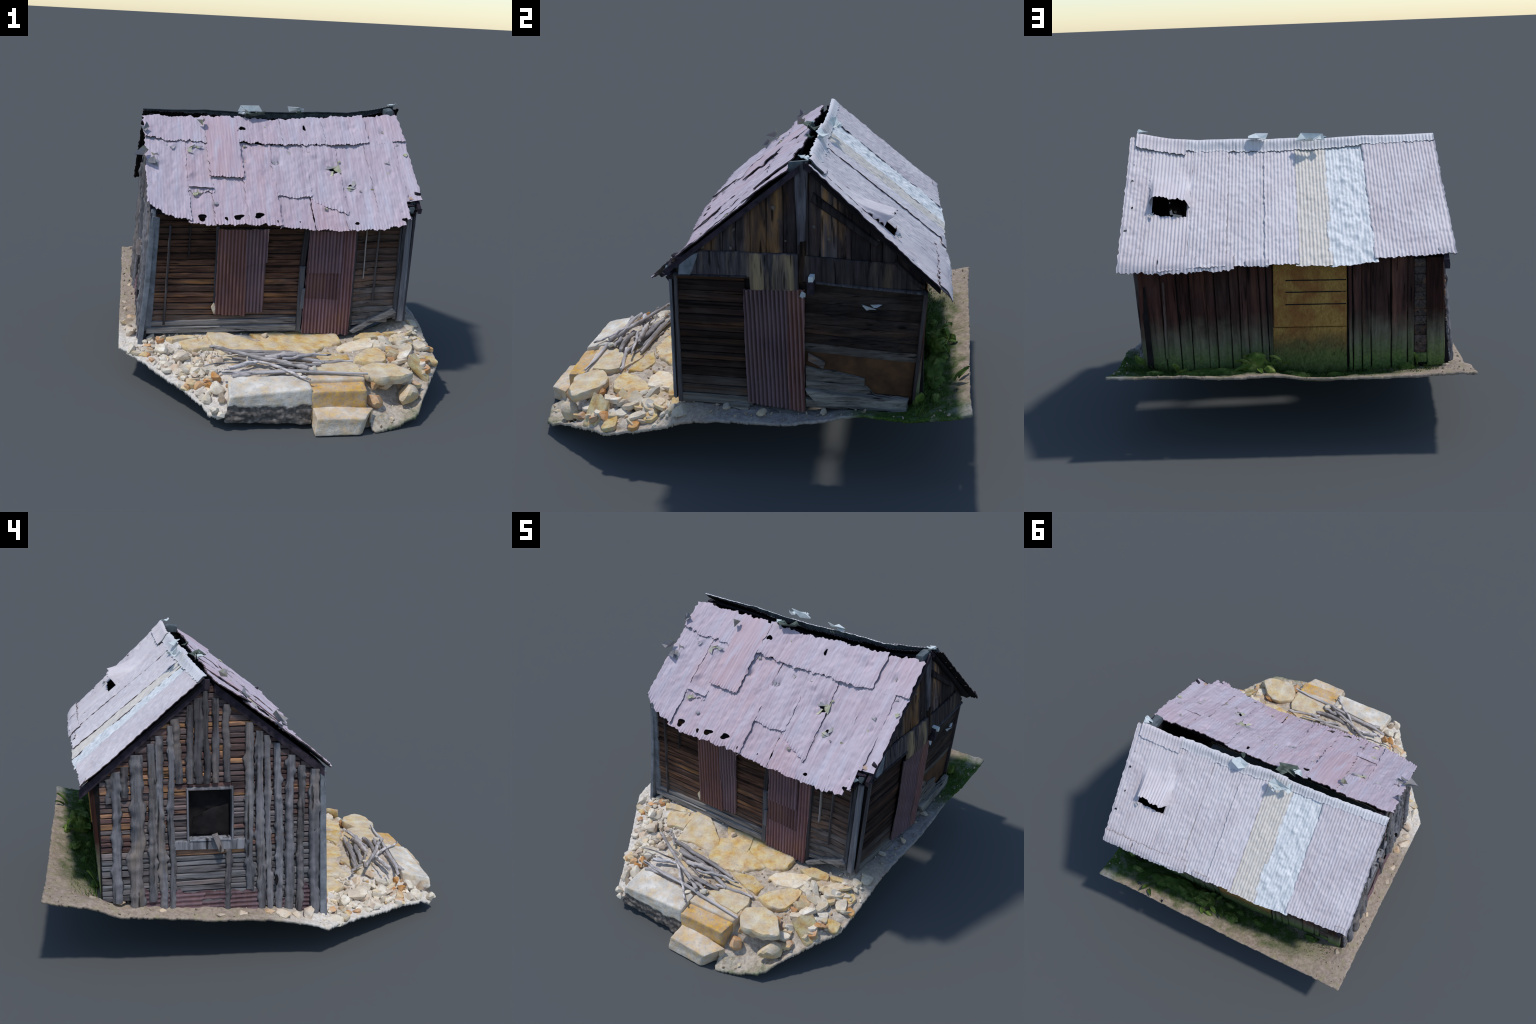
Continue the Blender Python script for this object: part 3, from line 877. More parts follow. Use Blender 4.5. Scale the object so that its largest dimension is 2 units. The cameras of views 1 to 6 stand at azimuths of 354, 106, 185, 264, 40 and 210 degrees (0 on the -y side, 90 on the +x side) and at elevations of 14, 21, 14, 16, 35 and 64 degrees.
# sill beams
board("sill_beam", FRONT, [(-.618, .212), (.13, .228), (.13, .262), (-.618, .245)], -.01, .020, "front_plank", FRONT_WALL, n=(40, 4), tone=1.25, grey=1.0)
board("sill_beam", FRONT, [(-.60, .249), (.13, .265), (.13, .296), (-.60, .275)], -.006, .013, "front_plank", FRONT_WALL, n=(40, 4), tone=1.1, grey=.95)
board("loose_plank", FRONT, [(.405, .225), (.428, .212), (.645, .322), (.622, .345)], .004, .030, "front_plank", FRONT_WALL, n=(20, 4), tone=1.15, grey=1.0, wob=.004)
board("loose_plank", FRONT, [(.50, .262), (.64, .300), (.645, .318), (.50, .286)], .002, .020, "front_plank", FRONT_WALL, n=(14, 3), tone=1.0, grey=1.0, wob=.005)
board("loose_plank", FRONT, [(.415, .250), (.60, .268), (.60, .290), (.415, .275)], -.006, .012, "front_plank", FRONT_WALL, n=(14, 3), tone=.8, grey=1.0, wob=.005)
# corner trims
board("corner_trim", FRONT, [(-.626, .225), (-.590, .240), (-.560, .800), (-.598, .805)], .000, .014, "trim", FRONT_WALL, n=(6, 24), wob=.002)
board("corner_trim", FRONT, [(-.636, .165), (-.616, .165), (-.588, .82), (-.608, .82)], -.010, .010, "pole", FRONT_WALL, n=(4, 24), wob=.005, tone=.7, grey=.8)
board("corner_trim", FRONT, [(.648, .272), (.683, .275), (.692, .815), (.664, .815)], .000, .014, "pole", FRONT_WALL, n=(5, 24), wob=.002, tone=1.15, grey=1.0)
board("corner_trim", FRONT, [(.628, .285), (.646, .285), (.662, .80), (.644, .80)], .000, .014, "pole", FRONT_WALL, n=(4, 20), wob=.003, tone=.7, grey=.8)
# laths
for (xa, za, xb, zb, w, t, g) in ((-.510, .76, -.531, .258, .012, .75, .2), (.463, .75, .461, .495, .006, 1.6, 1.0), (.529, .75, .520, .375, .009, .65, .4), (.637, .76, .629, .312, .010, .7, .5), (-.415, .76, -.420, .60, .008, .4, 0)):
    board("lath", FRONT, [(xb - w / 2, zb), (xb + w / 2, zb), (xa + w / 2, za), (xa - w / 2, za)], .004, .018, "pole", FRONT_WALL, n=(2, 30), wob=.003, tone=t, grey=g, amber=.5)
# door jamb
board("door_jamb", FRONT, [(.128, .228), (.153, .228), (.160, .56), (.130, .56)], .002, .024, "pole", FRONT_WALL, n=(4, 26), wob=.004, tone=.9, grey=.9)
board("door_jamb", FRONT, [(.128, .56), (.158, .56), (.172, .76), (.146, .76)], .002, .020, "pole", FRONT_WALL, n=(4, 16), wob=.004, tone=.35, grey=.2)
board("door_jamb", FRONT, [(.140, .345), (.160, .345), (.165, .45), (.145, .45)], .022, .030, "pole", FRONT_WALL, n=(4, 8), wob=.004, tone=.8, grey=.7)
board("door_jamb", FRONT, [(.395, .212), (.412, .212), (.420, .76), (.402, .76)], -.004, .018, "pole", FRONT_WALL, n=(3, 26), wob=.003, tone=.45, grey=.4)
board("window_jamb", FRONT, [(-.292, .34), (-.278, .34), (-.274, .76), (-.290, .76)], .002, .016, "pole", FRONT_WALL, n=(3, 20), wob=.003, tone=.8, grey=.4)
# rusted shutter and door sheets
wall_sheet = dict(period=.0175, amp=.0030, jag=.006, warp=.004, rows=36, thick=.0045)
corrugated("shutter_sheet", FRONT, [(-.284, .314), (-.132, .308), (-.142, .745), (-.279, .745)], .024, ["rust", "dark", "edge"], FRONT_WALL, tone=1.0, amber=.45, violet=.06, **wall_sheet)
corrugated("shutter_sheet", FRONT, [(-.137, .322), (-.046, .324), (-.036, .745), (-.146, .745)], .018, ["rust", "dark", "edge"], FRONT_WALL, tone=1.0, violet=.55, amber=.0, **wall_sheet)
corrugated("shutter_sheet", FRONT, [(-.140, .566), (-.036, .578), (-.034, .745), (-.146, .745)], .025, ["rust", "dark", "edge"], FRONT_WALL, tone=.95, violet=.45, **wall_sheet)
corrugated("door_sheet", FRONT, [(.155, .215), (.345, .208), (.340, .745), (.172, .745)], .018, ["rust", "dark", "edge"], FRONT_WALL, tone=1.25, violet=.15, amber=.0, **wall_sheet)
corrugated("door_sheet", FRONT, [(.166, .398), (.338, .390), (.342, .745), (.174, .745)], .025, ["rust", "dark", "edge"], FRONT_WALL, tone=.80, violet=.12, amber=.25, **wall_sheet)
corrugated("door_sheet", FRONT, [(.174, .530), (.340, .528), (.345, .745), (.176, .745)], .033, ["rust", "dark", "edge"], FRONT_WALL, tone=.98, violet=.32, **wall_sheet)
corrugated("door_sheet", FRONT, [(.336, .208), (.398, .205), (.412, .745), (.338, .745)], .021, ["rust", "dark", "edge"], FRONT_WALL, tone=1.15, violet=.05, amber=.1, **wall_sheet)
rock("boulder_chip", FRONT(-.292, .345, .02), (.012, .008, .030), FRONT_WALL, rz=0, tilt=.05, tone=.9)

# ------------------------------------------------------------------ east gable
zl = [.270, .314, .355, .398, .440, .474, .508, .540, .571, .602, .633, .675, .703, .732, .778, .825, .850]
for z0, z1 in zip(zl[:-1], zl[1:]):
    zm = (z0 + z1) / 2
    low = z0 < .30
    board("plank", EAST, [(I(zm, [.27, .85], [-.185, -.155]), z0), (.125, z0 + .004), (.125, z1 + .001), (I(zm, [.27, .85], [-.185, -.155]), z1 - .003)], -.004, RNG.uniform(.003, .010), "east_plank", EAST_WALL,
          n=(22, 2), tone=RNG.uniform(.6, 1.3) * (1.2 if low else 1), grey=.95 if low else (.25 if z0 < .36 else 0), amber=RNG.uniform(.1, .8))
zr = [.520, .560, .600, .645, .690, .735, .785, .853]
for z0, z1 in zip(zr[:-1], zr[1:]):
    sl = -.048
    y0, y1 = .335, I(z0, [.5, .85], [.775, .808])
    board("plank", EAST, [(y0, z0 + .025), (y1, z0 + .025 + sl), (y1, z1 + .025 + sl), (y0, z1 + .025)], -.003, RNG.uniform(.004, .010), "east_plank", EAST_WALL,
          n=(24, 2), tone=RNG.uniform(.5, .9) * (1.3 if z0 < .53 else 1), grey=.45 if z0 < .53 else .12, amber=RNG.uniform(0, .35), top_cut=cut_e)
board("panel", EAST, [(.345, .33), (.755, .33), (.772, .505), (.345, .56)], -.008, .001, "brown_panel", EAST_WALL, n=(20, 10))
board("loose_plank", EAST, [(.350, .420), (.578, .400), (.580, .432), (.350, .482)], .003, .014, "east_plank", EAST_WALL, n=(18, 3), tone=1.0, grey=.75, wob=.004)
board("loose_plank", EAST, [(.350, .352), (.640, .332), (.585, .396), (.350, .424)], .002, .018, "east_plank", EAST_WALL, n=(18, 3), tone=1.0, grey=.8, wob=.004)
board("loose_plank", EAST, [(.400, .318), (.742, .292), (.752, .350), (.350, .385)], .012, .040, "east_plank", EAST_WALL, n=(20, 4), tone=1.25, grey=1.0, wob=.007)
board("loose_plank", EAST, [(.350, .300), (.52, .292), (.52, .312), (.350, .345)], .005, .024, "east_plank", EAST_WALL, n=(14, 3), tone=.9, grey=.9, wob=.006)
board("wood_stub", EAST, [(.363, .508), (.422, .472), (.430, .500), (.365, .540)], .008, .020, "east_plank", EAST_WALL, n=(6, 3), tone=1.7, grey=.3, amber=.3)
board("loose_plank", EAST, [(.02, .272), (.115, .262), (.118, .290), (.06, .292)], .008, .026, "east_plank", EAST_WALL, n=(10, 3), tone=1.35, grey=1.0, wob=.006)
board("corner_trim", EAST, [(.760, .335), (.775, .335), (.815, .80), (.798, .80)], .000, .016, "east_board", EAST_WALL, n=(3, 20), tone=.9, grey=.3)
board("corner_trim", EAST, [(-.190, .268), (-.172, .268), (-.146, .85), (-.160, .85)], .000, .013, "east_board", EAST_WALL, n=(3, 20), tone=.9, grey=.6)
# vertical gable boards
yb_ = [-.15, -.098, -.053, -.004, .041, .093, .151, .215, .279, .330, .375, .419, .482, .533, .602, .646, .70, .79]
amb = [.1, .2, .7, .6, .3, .6, .5, .7, .35, .6, .4, 1.0, .55, .0, .05, .1, .3]
ton = [.9, .9, 1.0, 1.0, .8, 1.1, 1.0, 1.1, .8, 1.0, 1.0, 1.5, 1.2, .45, .6, .6, .6]
for y0, y1, am, tn in zip(yb_[:-1], yb_[1:], amb, ton):
    board("gable_board", EAST, [(y0 + .001, .84), (y1 - .001, .84), (y1 - .001, 1.32), (y0 + .001, 1.32)], -.004, RNG.uniform(.003, .008), "east_board", EAST_WALL,
          n=(3, 26), top_cut=cut_e, tone=tn, amber=am, grey=.15 + RNG.uniform(-.1, .15))
board("batten", EAST, [(.336, .985), (.361, .985), (.376, 1.30), (.322, 1.30)], .006, .018, "band", EAST_WALL, n=(3, 20), tone=1.2, grey=.5, top_cut=lambda a: cut_e(a) + .012)
board("batten", EAST, [(.338, .84), (.360, .84), (.368, 1.0), (.344, 1.0)], .008, .022, "east_board", EAST_WALL, n=(3, 14), tone=.6, amber=.2)
board("lath", EAST, [(.626, .980), (.640, .995), (.395, 1.182), (.385, 1.150)], .008, .022, "east_board", EAST_WALL, n=(3, 18), tone=.5, grey=.2)
board("lath", EAST, [(.780, .822), (.795, .832), (.700, .925), (.688, .915)], .012, .022, "east_board", EAST_WALL, n=(3, 10), tone=.6, grey=.2)
for (y, z, r) in ((.243, 1.121, .012), (.087, 1.032, .010), (.076, .959, .009), (.262, 1.071, .007), (.45, 1.005, .012), (.289, .997, .006), (-.042, .963, .014), (.629, 1.0, .011), (.396, 1.05, .010)):
    p = EAST(y, z, .008)
    rock("wood_knot", p, (.004, r * .8, r), EAST_WALL, rz=0, tilt=.05, sub=2, mat="stick", tone=.38, amber=1.0)
# band boards over the gable joint
board("band_board", EAST, [(-.128, .846), (.146, .852), (.338, .951), (-.06, .945)], .010, .020, "band", EAST_WALL, n=(26, 4), amber=.5, grey=.3, tone=1.0, wob=.003)
board("band_board", EAST, [(.150, .800), (.338, .806), (.340, .950), (.148, .946)], .012, .023, "band", EAST_WALL, n=(14, 6), amber=1.0, grey=.2, tone=1.15, wob=.003)
board("band_board", EAST, [(-.135, .846), (-.085, .847), (-.052, .940), (-.132, .915)], .012, .024, "trim", EAST_WALL, n=(5, 5), wob=.003)
board("band_board", EAST, [(.356, .846), (.795, .812), (.706, .916), (.356, .946)], .010, .020, "band", EAST_WALL, n=(26, 4), amber=.35, grey=.1, tone=.7, wob=.003)
board("lath", EAST, [(.400, .838), (.806, .793), (.806, .806), (.400, .850)], .006, .026, "band", EAST_WALL, n=(20, 2), tone=.7, grey=.7)
board("lath", EAST, [(-.158, .842), (.140, .850), (.140, .860), (-.158, .853)], .006, .026, "band", EAST_WALL, n=(20, 2), tone=.5, grey=.4)
# corrugated side door
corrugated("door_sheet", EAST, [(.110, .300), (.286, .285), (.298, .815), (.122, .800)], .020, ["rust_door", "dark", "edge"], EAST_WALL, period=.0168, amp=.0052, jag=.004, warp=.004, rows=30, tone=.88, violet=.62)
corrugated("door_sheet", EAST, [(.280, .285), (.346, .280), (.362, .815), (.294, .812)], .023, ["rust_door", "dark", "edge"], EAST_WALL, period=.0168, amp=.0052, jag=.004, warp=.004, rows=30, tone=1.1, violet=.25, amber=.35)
# insulator and pale chips
hexa("insulator", [EAST(a, z, h) for z in (.800, .870) for (a, h) in ((.375, .01), (.375, .045), (.400, .045), (.400, .01))], "tar", EAST_WALL, cuts=4, rough=.004)
hexa("insulator", [EAST(a, z, h) for z in (.858, .878) for (a, h) in ((.384, .02), (.384, .055), (.402, .055), (.402, .02))], "flake", EAST_WALL, cuts=4, rough=.003)
for (y, z, s, sp_) in ((.358, .797, .020, .9), (.605, .750, .034, .5), (.628, .758, .022, .6)):
    shard("pale_chip", EAST(y, z, .030), s, "glazing", EAST_WALL, n=6, lift=.3, normal=(1, .1, .25), spread=sp_)

# ------------------------------------------------------------------ west gable
z = .20
while z < 1.19:
    dz = RNG.uniform(.020, .034)
    zm = z + dz / 2
    cuts_ = [-.30, -.202, -.155, -.035, .018, .100, .282, .358, .44, .507, .655] if .52 < zm < .775 else [-.30, -.202, -.155, -.035, .018, .358, .44, .507, .655]
    if zm > .79:
        cuts_ = [-.30, -.202, -.155, -.035, .022, .116, .206, .274, .358, .44, .507, .655]
    for y0, y1 in zip(cuts_[:-1], cuts_[1:]):
        lo = I((y0 + y1) / 2, [-.3, .66], [.17, .29])
        if zm < lo or zm > max(cut_w(y0), cut_w(y1)) - .01:
            continue
        if .09 < y0 < .27 and .53 < zm < .765:
            continue
        up = I(zm, [.45, .65, .85], [0, .6, 1.0])
        hot = RNG.uniform() < .40 * up
        tl, tr = z + dz - .003, z + dz - .003
        board("siding", WEST, [(y0 + .001, z), (y1 - .001, z), (y1 - .001, tr), (y0 + .001, tl)], -.004, RNG.uniform(.001, .010), "west_plank", WEST_WALL, n=(10, 2),
              top_cut=cut_w, tone=RNG.uniform(.65, 1.15) * (1.25 if hot else 1), grey=(.95 - .75 * up + RNG.uniform(-.2, .2)) * (0 if hot else 1), amber=1.6 if hot else RNG.uniform(0, .3))
    z += dz
POLES = [(0.616, 0.827, 0.616, 0.724, 0.028), (0.583, 0.855, 0.589, 0.287, 0.044), (0.548, 0.876, 0.548, 0.747, 0.036), (0.497, 0.925, 0.509, 0.258, 0.063),
         (0.439, 0.970, 0.439, 0.284, 0.037), (0.403, 1.002, 0.391, 0.237, 0.039), (0.356, 1.044, 0.358, 0.235, 0.030), (0.334, 1.072, 0.320, 0.796, 0.033),
         (0.273, 1.128, 0.275, 0.794, 0.033), (0.240, 1.156, 0.236, 0.792, 0.037), (0.209, 1.187, 0.205, 0.791, 0.029), (0.166, 1.154, 0.167, 0.793, 0.033),
         (0.118, 1.127, 0.114, 0.794, 0.033), (0.023, 1.047, 0.016, 0.311, 0.040), (-0.021, 1.009, -0.035, 0.207, 0.039), (-0.051, 0.990, -0.072, 0.209, 0.031),
         (-0.096, 0.954, -0.111, 0.202, 0.035), (-0.160, 0.900, -0.154, 0.195, 0.043), (-0.207, 0.852, -0.201, 0.195, 0.035), (-0.265, 0.835, -0.272, 0.169, 0.048), (0.112, 0.499, 0.117, 0.210, 0.031)]
for i, (ya, za, yb2, zb, w) in enumerate(POLES):
    k = 5
    tt = np.linspace(0, 1, k)
    yy = ya + (yb2 - ya) * tt + np.r_[0, RNG.normal(0, .0035, k - 2), 0]
    zz = za + (zb - za) * tt
    c = WEST(yy, zz, np.full(k, .012))
    rr = w * .45 * RNG.uniform(.85, 1.12, k)
    short = za - zb < .45
    tube("pole", c, rr, "pole", WEST_WALL, seg=14, n=90 if not short else 44, knots=int(46 * (za - zb)) + 3, rough=.17, knot_size=.42,
         flat=lambda V: np.column_stack([WEST.f(V[:, 1], V[:, 2]) - .012 + (V[:, 0] - WEST.f(V[:, 1], V[:, 2]) + .012) * .72, V[:, 1], V[:, 2]]),
         tone=RNG.uniform(.8, 1.2) * (.8 if short else 1.0), grey=RNG.uniform(.55, 1.0) * (.5 if short else 1), amber=RNG.uniform(0, .45))
board("corner_trim", WEST, [(-.330, .165), (-.295, .165), (-.285, .850), (-.314, .835)], -.004, .020, "trim", WEST_WALL, n=(4, 26), wob=.002)
# window
for q in ([(.282, .525), (.292, .525), (.294, .775), (.282, .775)], [(.088, .525), (.102, .525), (.102, .775), (.088, .775)], [(.088, .758), (.292, .762), (.292, .775), (.088, .772)]):
    board("window_frame", WEST, q, -.020, .017, "pole", WEST_WALL, n=(4, 10) if q[1][0] - q[0][0] < .05 else (12, 3), tone=1.0, grey=.9, wob=.0015)
board("window_sill", WEST, [(.040, .492), (.346, .503), (.346, .542), (.040, .540)], -.004, .018, "pole", WEST_WALL, n=(20, 4), tone=1.1, grey=1.0, wob=.003)
board("window_sill", WEST, [(.100, .536), (.284, .540), (.284, .549), (.100, .546)], -.022, .022, "pole", WEST_WALL, n=(14, 2), tone=1.3, grey=1.0, wob=.003)
board("wood_stub", WEST, [(.132, .494), (.154, .488), (.186, .566), (.162, .574)], .018, .042, "pole", WEST_WALL, n=(3, 8), tone=1.5, grey=.2, amber=.4)
for (y_, z_, sy, sz) in ((-.098, .345, .011, .030), (-.268, .565, .006, .008)):
    rock("knot_hole", WEST(y_, z_, .022), (.012, sy, sz), WEST_WALL, rz=0, tilt=.05, mat="dark")
# near-black plates close behind the window opening
board("dark_window_backing", WEST, [(.08, .52), (.30, .52), (.30, .785), (.08, .785)], -.046, -.036, "dark", WEST_WALL, n=(14, 14), rough=.012)
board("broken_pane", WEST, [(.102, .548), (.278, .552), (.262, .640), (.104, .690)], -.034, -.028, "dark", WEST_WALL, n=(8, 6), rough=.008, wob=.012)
# red skirt
for q, h, tn in (([(.478, .252), (.345, .240), (.340, .322), (.474, .335)], .010, .9), ([(.360, .236), (.235, .222), (.215, .315), (.352, .318)], .014, 1.15), ([(.240, .214), (.100, .210), (.108, .312), (.225, .300)], .011, .85),
                 ([(.130, .212), (-.020, .202), (-.018, .300), (.125, .310)], .015, .9), ([(-.10, .200), (-.160, .192), (-.150, .26), (-.10, .27)], .012, .8), ([(-.195, .190), (-.250, .188), (-.245, .31), (-.20, .32)], .012, .75)):
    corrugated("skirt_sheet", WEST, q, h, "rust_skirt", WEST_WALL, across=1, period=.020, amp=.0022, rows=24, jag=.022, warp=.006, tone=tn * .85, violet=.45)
# rake boards under the roof edges (west and east)
for wall, xs, (ty, ey), parent, mt in ((WEST, -.62, (.170, -.305), WEST_WALL, "tar"), (WEST, -.62, (.190, .735), WEST_WALL, "tar"), (EAST, .66, (.345, -.20), EAST_WALL, "tar"), (EAST, .66, (.36, .86), EAST_WALL, "tar")):
    n = 24
    yy = np.linspace(ty, ey, n)
    zt = np.array([roof_z(xs, y) for y in yy]) - .012
    h_in, h_out = (.000, .022) if wall is WEST else (.006, .024)
    wd = .040 if wall is WEST else .026
    prof = [(0, h_out), (.5, h_out + .002), (1, h_out)]
    top_ = np.stack([wall(yy, zt - wd * f, np.full(n, h)) for f, h in prof], 1)
    bot_ = np.stack([wall(yy, zt - wd * f, np.full(n, h_in)) for f, h in prof], 1)
    shell("rake_board", top_, bot_, None, mt, parent)

# ------------------------------------------------------------------ back wall
bt = [.626, .531, .465, .413, .342, .302, .241, .200, .164, .107, .078, .052]
bt2 = [-.268, -.287, -.327, -.366, -.454, -.525, -.556]
for seq in (bt, bt2):
    for x1, x0 in zip(seq[:-1], seq[1:]):
        lean = RNG.uniform(-.006, .006)
        board("board", BACK, [(x0 + .002, .275), (x1 - .002, .275), (x1 - .001 + lean, .795), (x0 + .001 + lean, .795)], -.004, RNG.uniform(.004, .013), "back_board", BACK_WALL,
              n=(4, 26), tone=RNG.uniform(.65, 1.3), amber=RNG.uniform(0, .45), grey=RNG.uniform(0, .2), wob=.003)
board("board", BACK, [(-.690, .285), (-.612, .285), (-.604, .79), (-.680, .79)], -.004, .014, "back_board", BACK_WALL, n=(4, 26), tone=.55, wob=.003)
zz = .345
while zz < .78:
    dz = RNG.uniform(.03, .05)
    board("siding", BACK, [(-.610, zz), (-.556, zz), (-.556, zz + dz - .002), (-.610, zz + dz - .002)], -.004, .003, "east_plank", BACK_WALL, n=(6, 2), tone=RNG.uniform(.8, 2.0), amber=.5, grey=.2)
    zz += dz
board("panel", BACK, [(-.263, .490), (.054, .497), (.045, .795), (-.268, .795)], .000, .017, "plywood", BACK_WALL, n=(16, 12), wob=.001)
board("panel", BACK, [(-.260, .275), (.066, .270), (.056, .494), (-.262, .488)], .000, .012, "plywood", BACK_WALL, n=(16, 10), wob=.002)
for (xa, za, xb, zb) in ((-.006, .711, -.264, .705), (-.004, .658, -.263, .652), (-.001, .602, -.262, .596)):
    board("groove", BACK, [(xb, zb - .0025), (xa, za - .0025), (xa, za + .0025), (xb, zb + .0025)], .010, .0185, "dark", BACK_WALL, n=(20, 2), cham=.05, wob=.001)
board("corner_trim", BACK, [(.612, .31), (.634, .31), (.626, .80), (.606, .80)], .004, .018, "back_board", BACK_WALL, n=(3, 20), tone=1.1, wob=.004)
board("lath", BACK, [(.522, .36), (.532, .36), (.524, .72), (.514, .72)], .008, .018, "back_board", BACK_WALL, n=(2, 20), tone=1.6, grey=.6, wob=.003)
board("skirt_board", BACK, [(-.612, .300), (-.560, .300), (-.560, .345), (-.612, .345)], -.004, .010, "back_board", BACK_WALL, n=(6, 3), tone=.9)

# ------------------------------------------------------------------ roof
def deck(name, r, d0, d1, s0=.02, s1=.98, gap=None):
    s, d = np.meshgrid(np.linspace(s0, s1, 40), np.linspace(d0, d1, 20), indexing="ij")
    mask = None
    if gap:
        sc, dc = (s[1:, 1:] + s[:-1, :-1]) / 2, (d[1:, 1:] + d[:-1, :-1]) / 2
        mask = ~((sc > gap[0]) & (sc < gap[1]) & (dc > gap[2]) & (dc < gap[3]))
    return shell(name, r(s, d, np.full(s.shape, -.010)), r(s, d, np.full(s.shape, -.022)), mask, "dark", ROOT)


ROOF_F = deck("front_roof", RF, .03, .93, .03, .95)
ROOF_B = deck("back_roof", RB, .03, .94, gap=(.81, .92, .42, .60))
SC_F, SC_B = (1.34, .66), (1.37, .68)
HOLES_F = [(.188, .945, .023, .017), (.316, .940, .024, .014), (.390, .925, .024, .014), (.272, .955, .010, .009), (.923, .955, .011, .012), (.748, .950, .018, .006),
           (.452, .972, .008, .008), (.538, .950, .005, .005), (.608, .960, .005, .004), (.804, .965, .006, .006), (.369, .10, .014, .015), (.615, .08, .009, .014), (.09, .925, .009, .007), (.70, .475, .020, .018), (.755, .63, .016, .012)]
DENTS_F = [(.70, .475, .045, -.020), (.756, .63, .034, -.014), (.482, .41, .030, -.016), (.365, .41, .018, -.012), (.803, .10, .036, -.010), (.18, .32, .028, .010), (.10, .30, .022, .008),
           (.175, .755, .026, -.010), (.03, .475, .035, .012), (.67, .18, .024, .008), (.704, .08, .018, -.008), (.92, .165, .020, -.010), (.24, .84, .014, -.008), (.155, .57, .018, .008), (.54, .32, .015, -.006), (.84, .65, .015, -.006)]
for _ in range(26):
    DENTS_F.append((RNG.uniform(.02, .98), RNG.uniform(.03, .93), RNG.uniform(.012, .021), RNG.uniform(-.009, .005)))
notch = lambda s, d: ~((s > .945) & (d > .81) | (s > .925) & (d > .955)) & ~((s < .035 + (1 - d) * .35) & (d > .955) & (s < .06))
fs = dict(period=.0145, amp=.0003, per=5, warp=.0075, jag=.014, lip=.0022, thick=.0045, holes=HOLES_F, bumps=DENTS_F, scale=SC_F, cut=notch)


def fsheet(s0, s1, d0, d1, h, pink, rows=None, quad=None, **kw):
    kw.setdefault("hfun", lambda A, B: -.012 * np.clip(1 - B / .26, 0, 1.2))
    q = quad or [(s0, d0), (s1, d0), (s1, d1), (s0, d1)]
    rows = rows or max(12, int((max(p[1] for p in q) - min(p[1] for p in q)) * 100))
    return corrugated("roof_sheet", RF, q, h, ["roof_front", "slate", "edge"], ROOF_F, rows=rows, pink=pink, **{**fs, **kw})


fsheet(.138, .245, .24, .73, .006, .35)
fsheet(.135, .240, .665, 1.0, .003, .45, quad=[(.135, .66), (.240, .66), (.236, 1.005), (.140, 1.003)])
fsheet(0, .146, .22, .97, .011, .05, quad=[(-.005, .22), (.142, .22), (.150, .985), (-.005, .93)])
fsheet(.232, .36, .24, 1.006, .006, .65)
fsheet(.350, .470, .24, 1.004, .009, .55)
fsheet(.462, .590, .70, 1.010, .002, .45)
fsheet(.462, .600, .24, .74, .008, .15)
fsheet(.592, .725, .66, 1.010, .0035, .85)
fsheet(.592, .722, .24, .88, .010, .20, quad=[(.592, .24), (.720, .24), (.724, .885), (.592, .75)])
fsheet(.712, .845, .24, 1.012, .007, .10)
fsheet(.835, .955, .24, 1.008, .010, .12)
fsheet(.945, 1.004, .24, 1.0, .0065, .10)
fsheet(0, .235, .010, .255, .016, .25, quad=[(-.008, -.008), (.232, -.008), (.232, .255), (-.008, .25)])
fsheet(.345, .53, -.018, .250, .015, .25, hfun=lambda A, B: -.007 * np.clip(1 - B / .26, 0, 1.2))
fsheet(.52, .70, -.020, .255, .018, .15, hfun=lambda A, B: -.007 * np.clip(1 - B / .26, 0, 1.2))
fsheet(.69, .86, -.016, .262, .021, .15)
fsheet(.85, 1.002, -.008, .272, .018, .30)
fsheet(.225, .352, -.010, .595, .020, .95, warp=.0025)
# bent lip on the short sheet
corrugated("roof_sheet", RF, [(.146, .640), (.236, .645), (.236, .700), (.146, .695)], .009, ["roof_front", "slate", "edge"], ROOF_F, period=.0145, amp=.0004, rows=8, jag=.006, scale=SC_F, pink=-.6,
           hfun=lambda A, B: .010 * np.clip((B - .66) / .04, 0, 1) ** 2)
# leaf litter lying in the dents
for (s, d, r, _) in DENTS_F:
    n = RF(s, d, 1.0) - RF(s, d, 0.0)
    for _k in range(4 if r > .022 else 1):
        ds, dd = RNG.normal(0, r * .5), RNG.normal(0, r * .5)
        p = RF(s + ds / 1.34, d + dd / .66, .010 + max(-.012, .6 * _))
        shard("leaf_litter", p, r * RNG.uniform(.6, 1.0), "litter", ROOF_F, n=int(RNG.integers(4, 7)), lift=.16, normal=n, tone=float(RNG.uniform(.65, 1.1)))
for (s, d, sz) in ((.21, .09, .028), (-.01, .20, .030), (-.012, .47, .034), (.02, .52, .022)):
    shard("dry_leaf", RF(s, d, .026), sz, "litter", ROOF_F, n=5, lift=1.0, normal=(-.3, -.5, .8), tone=.7, spread=1.3)

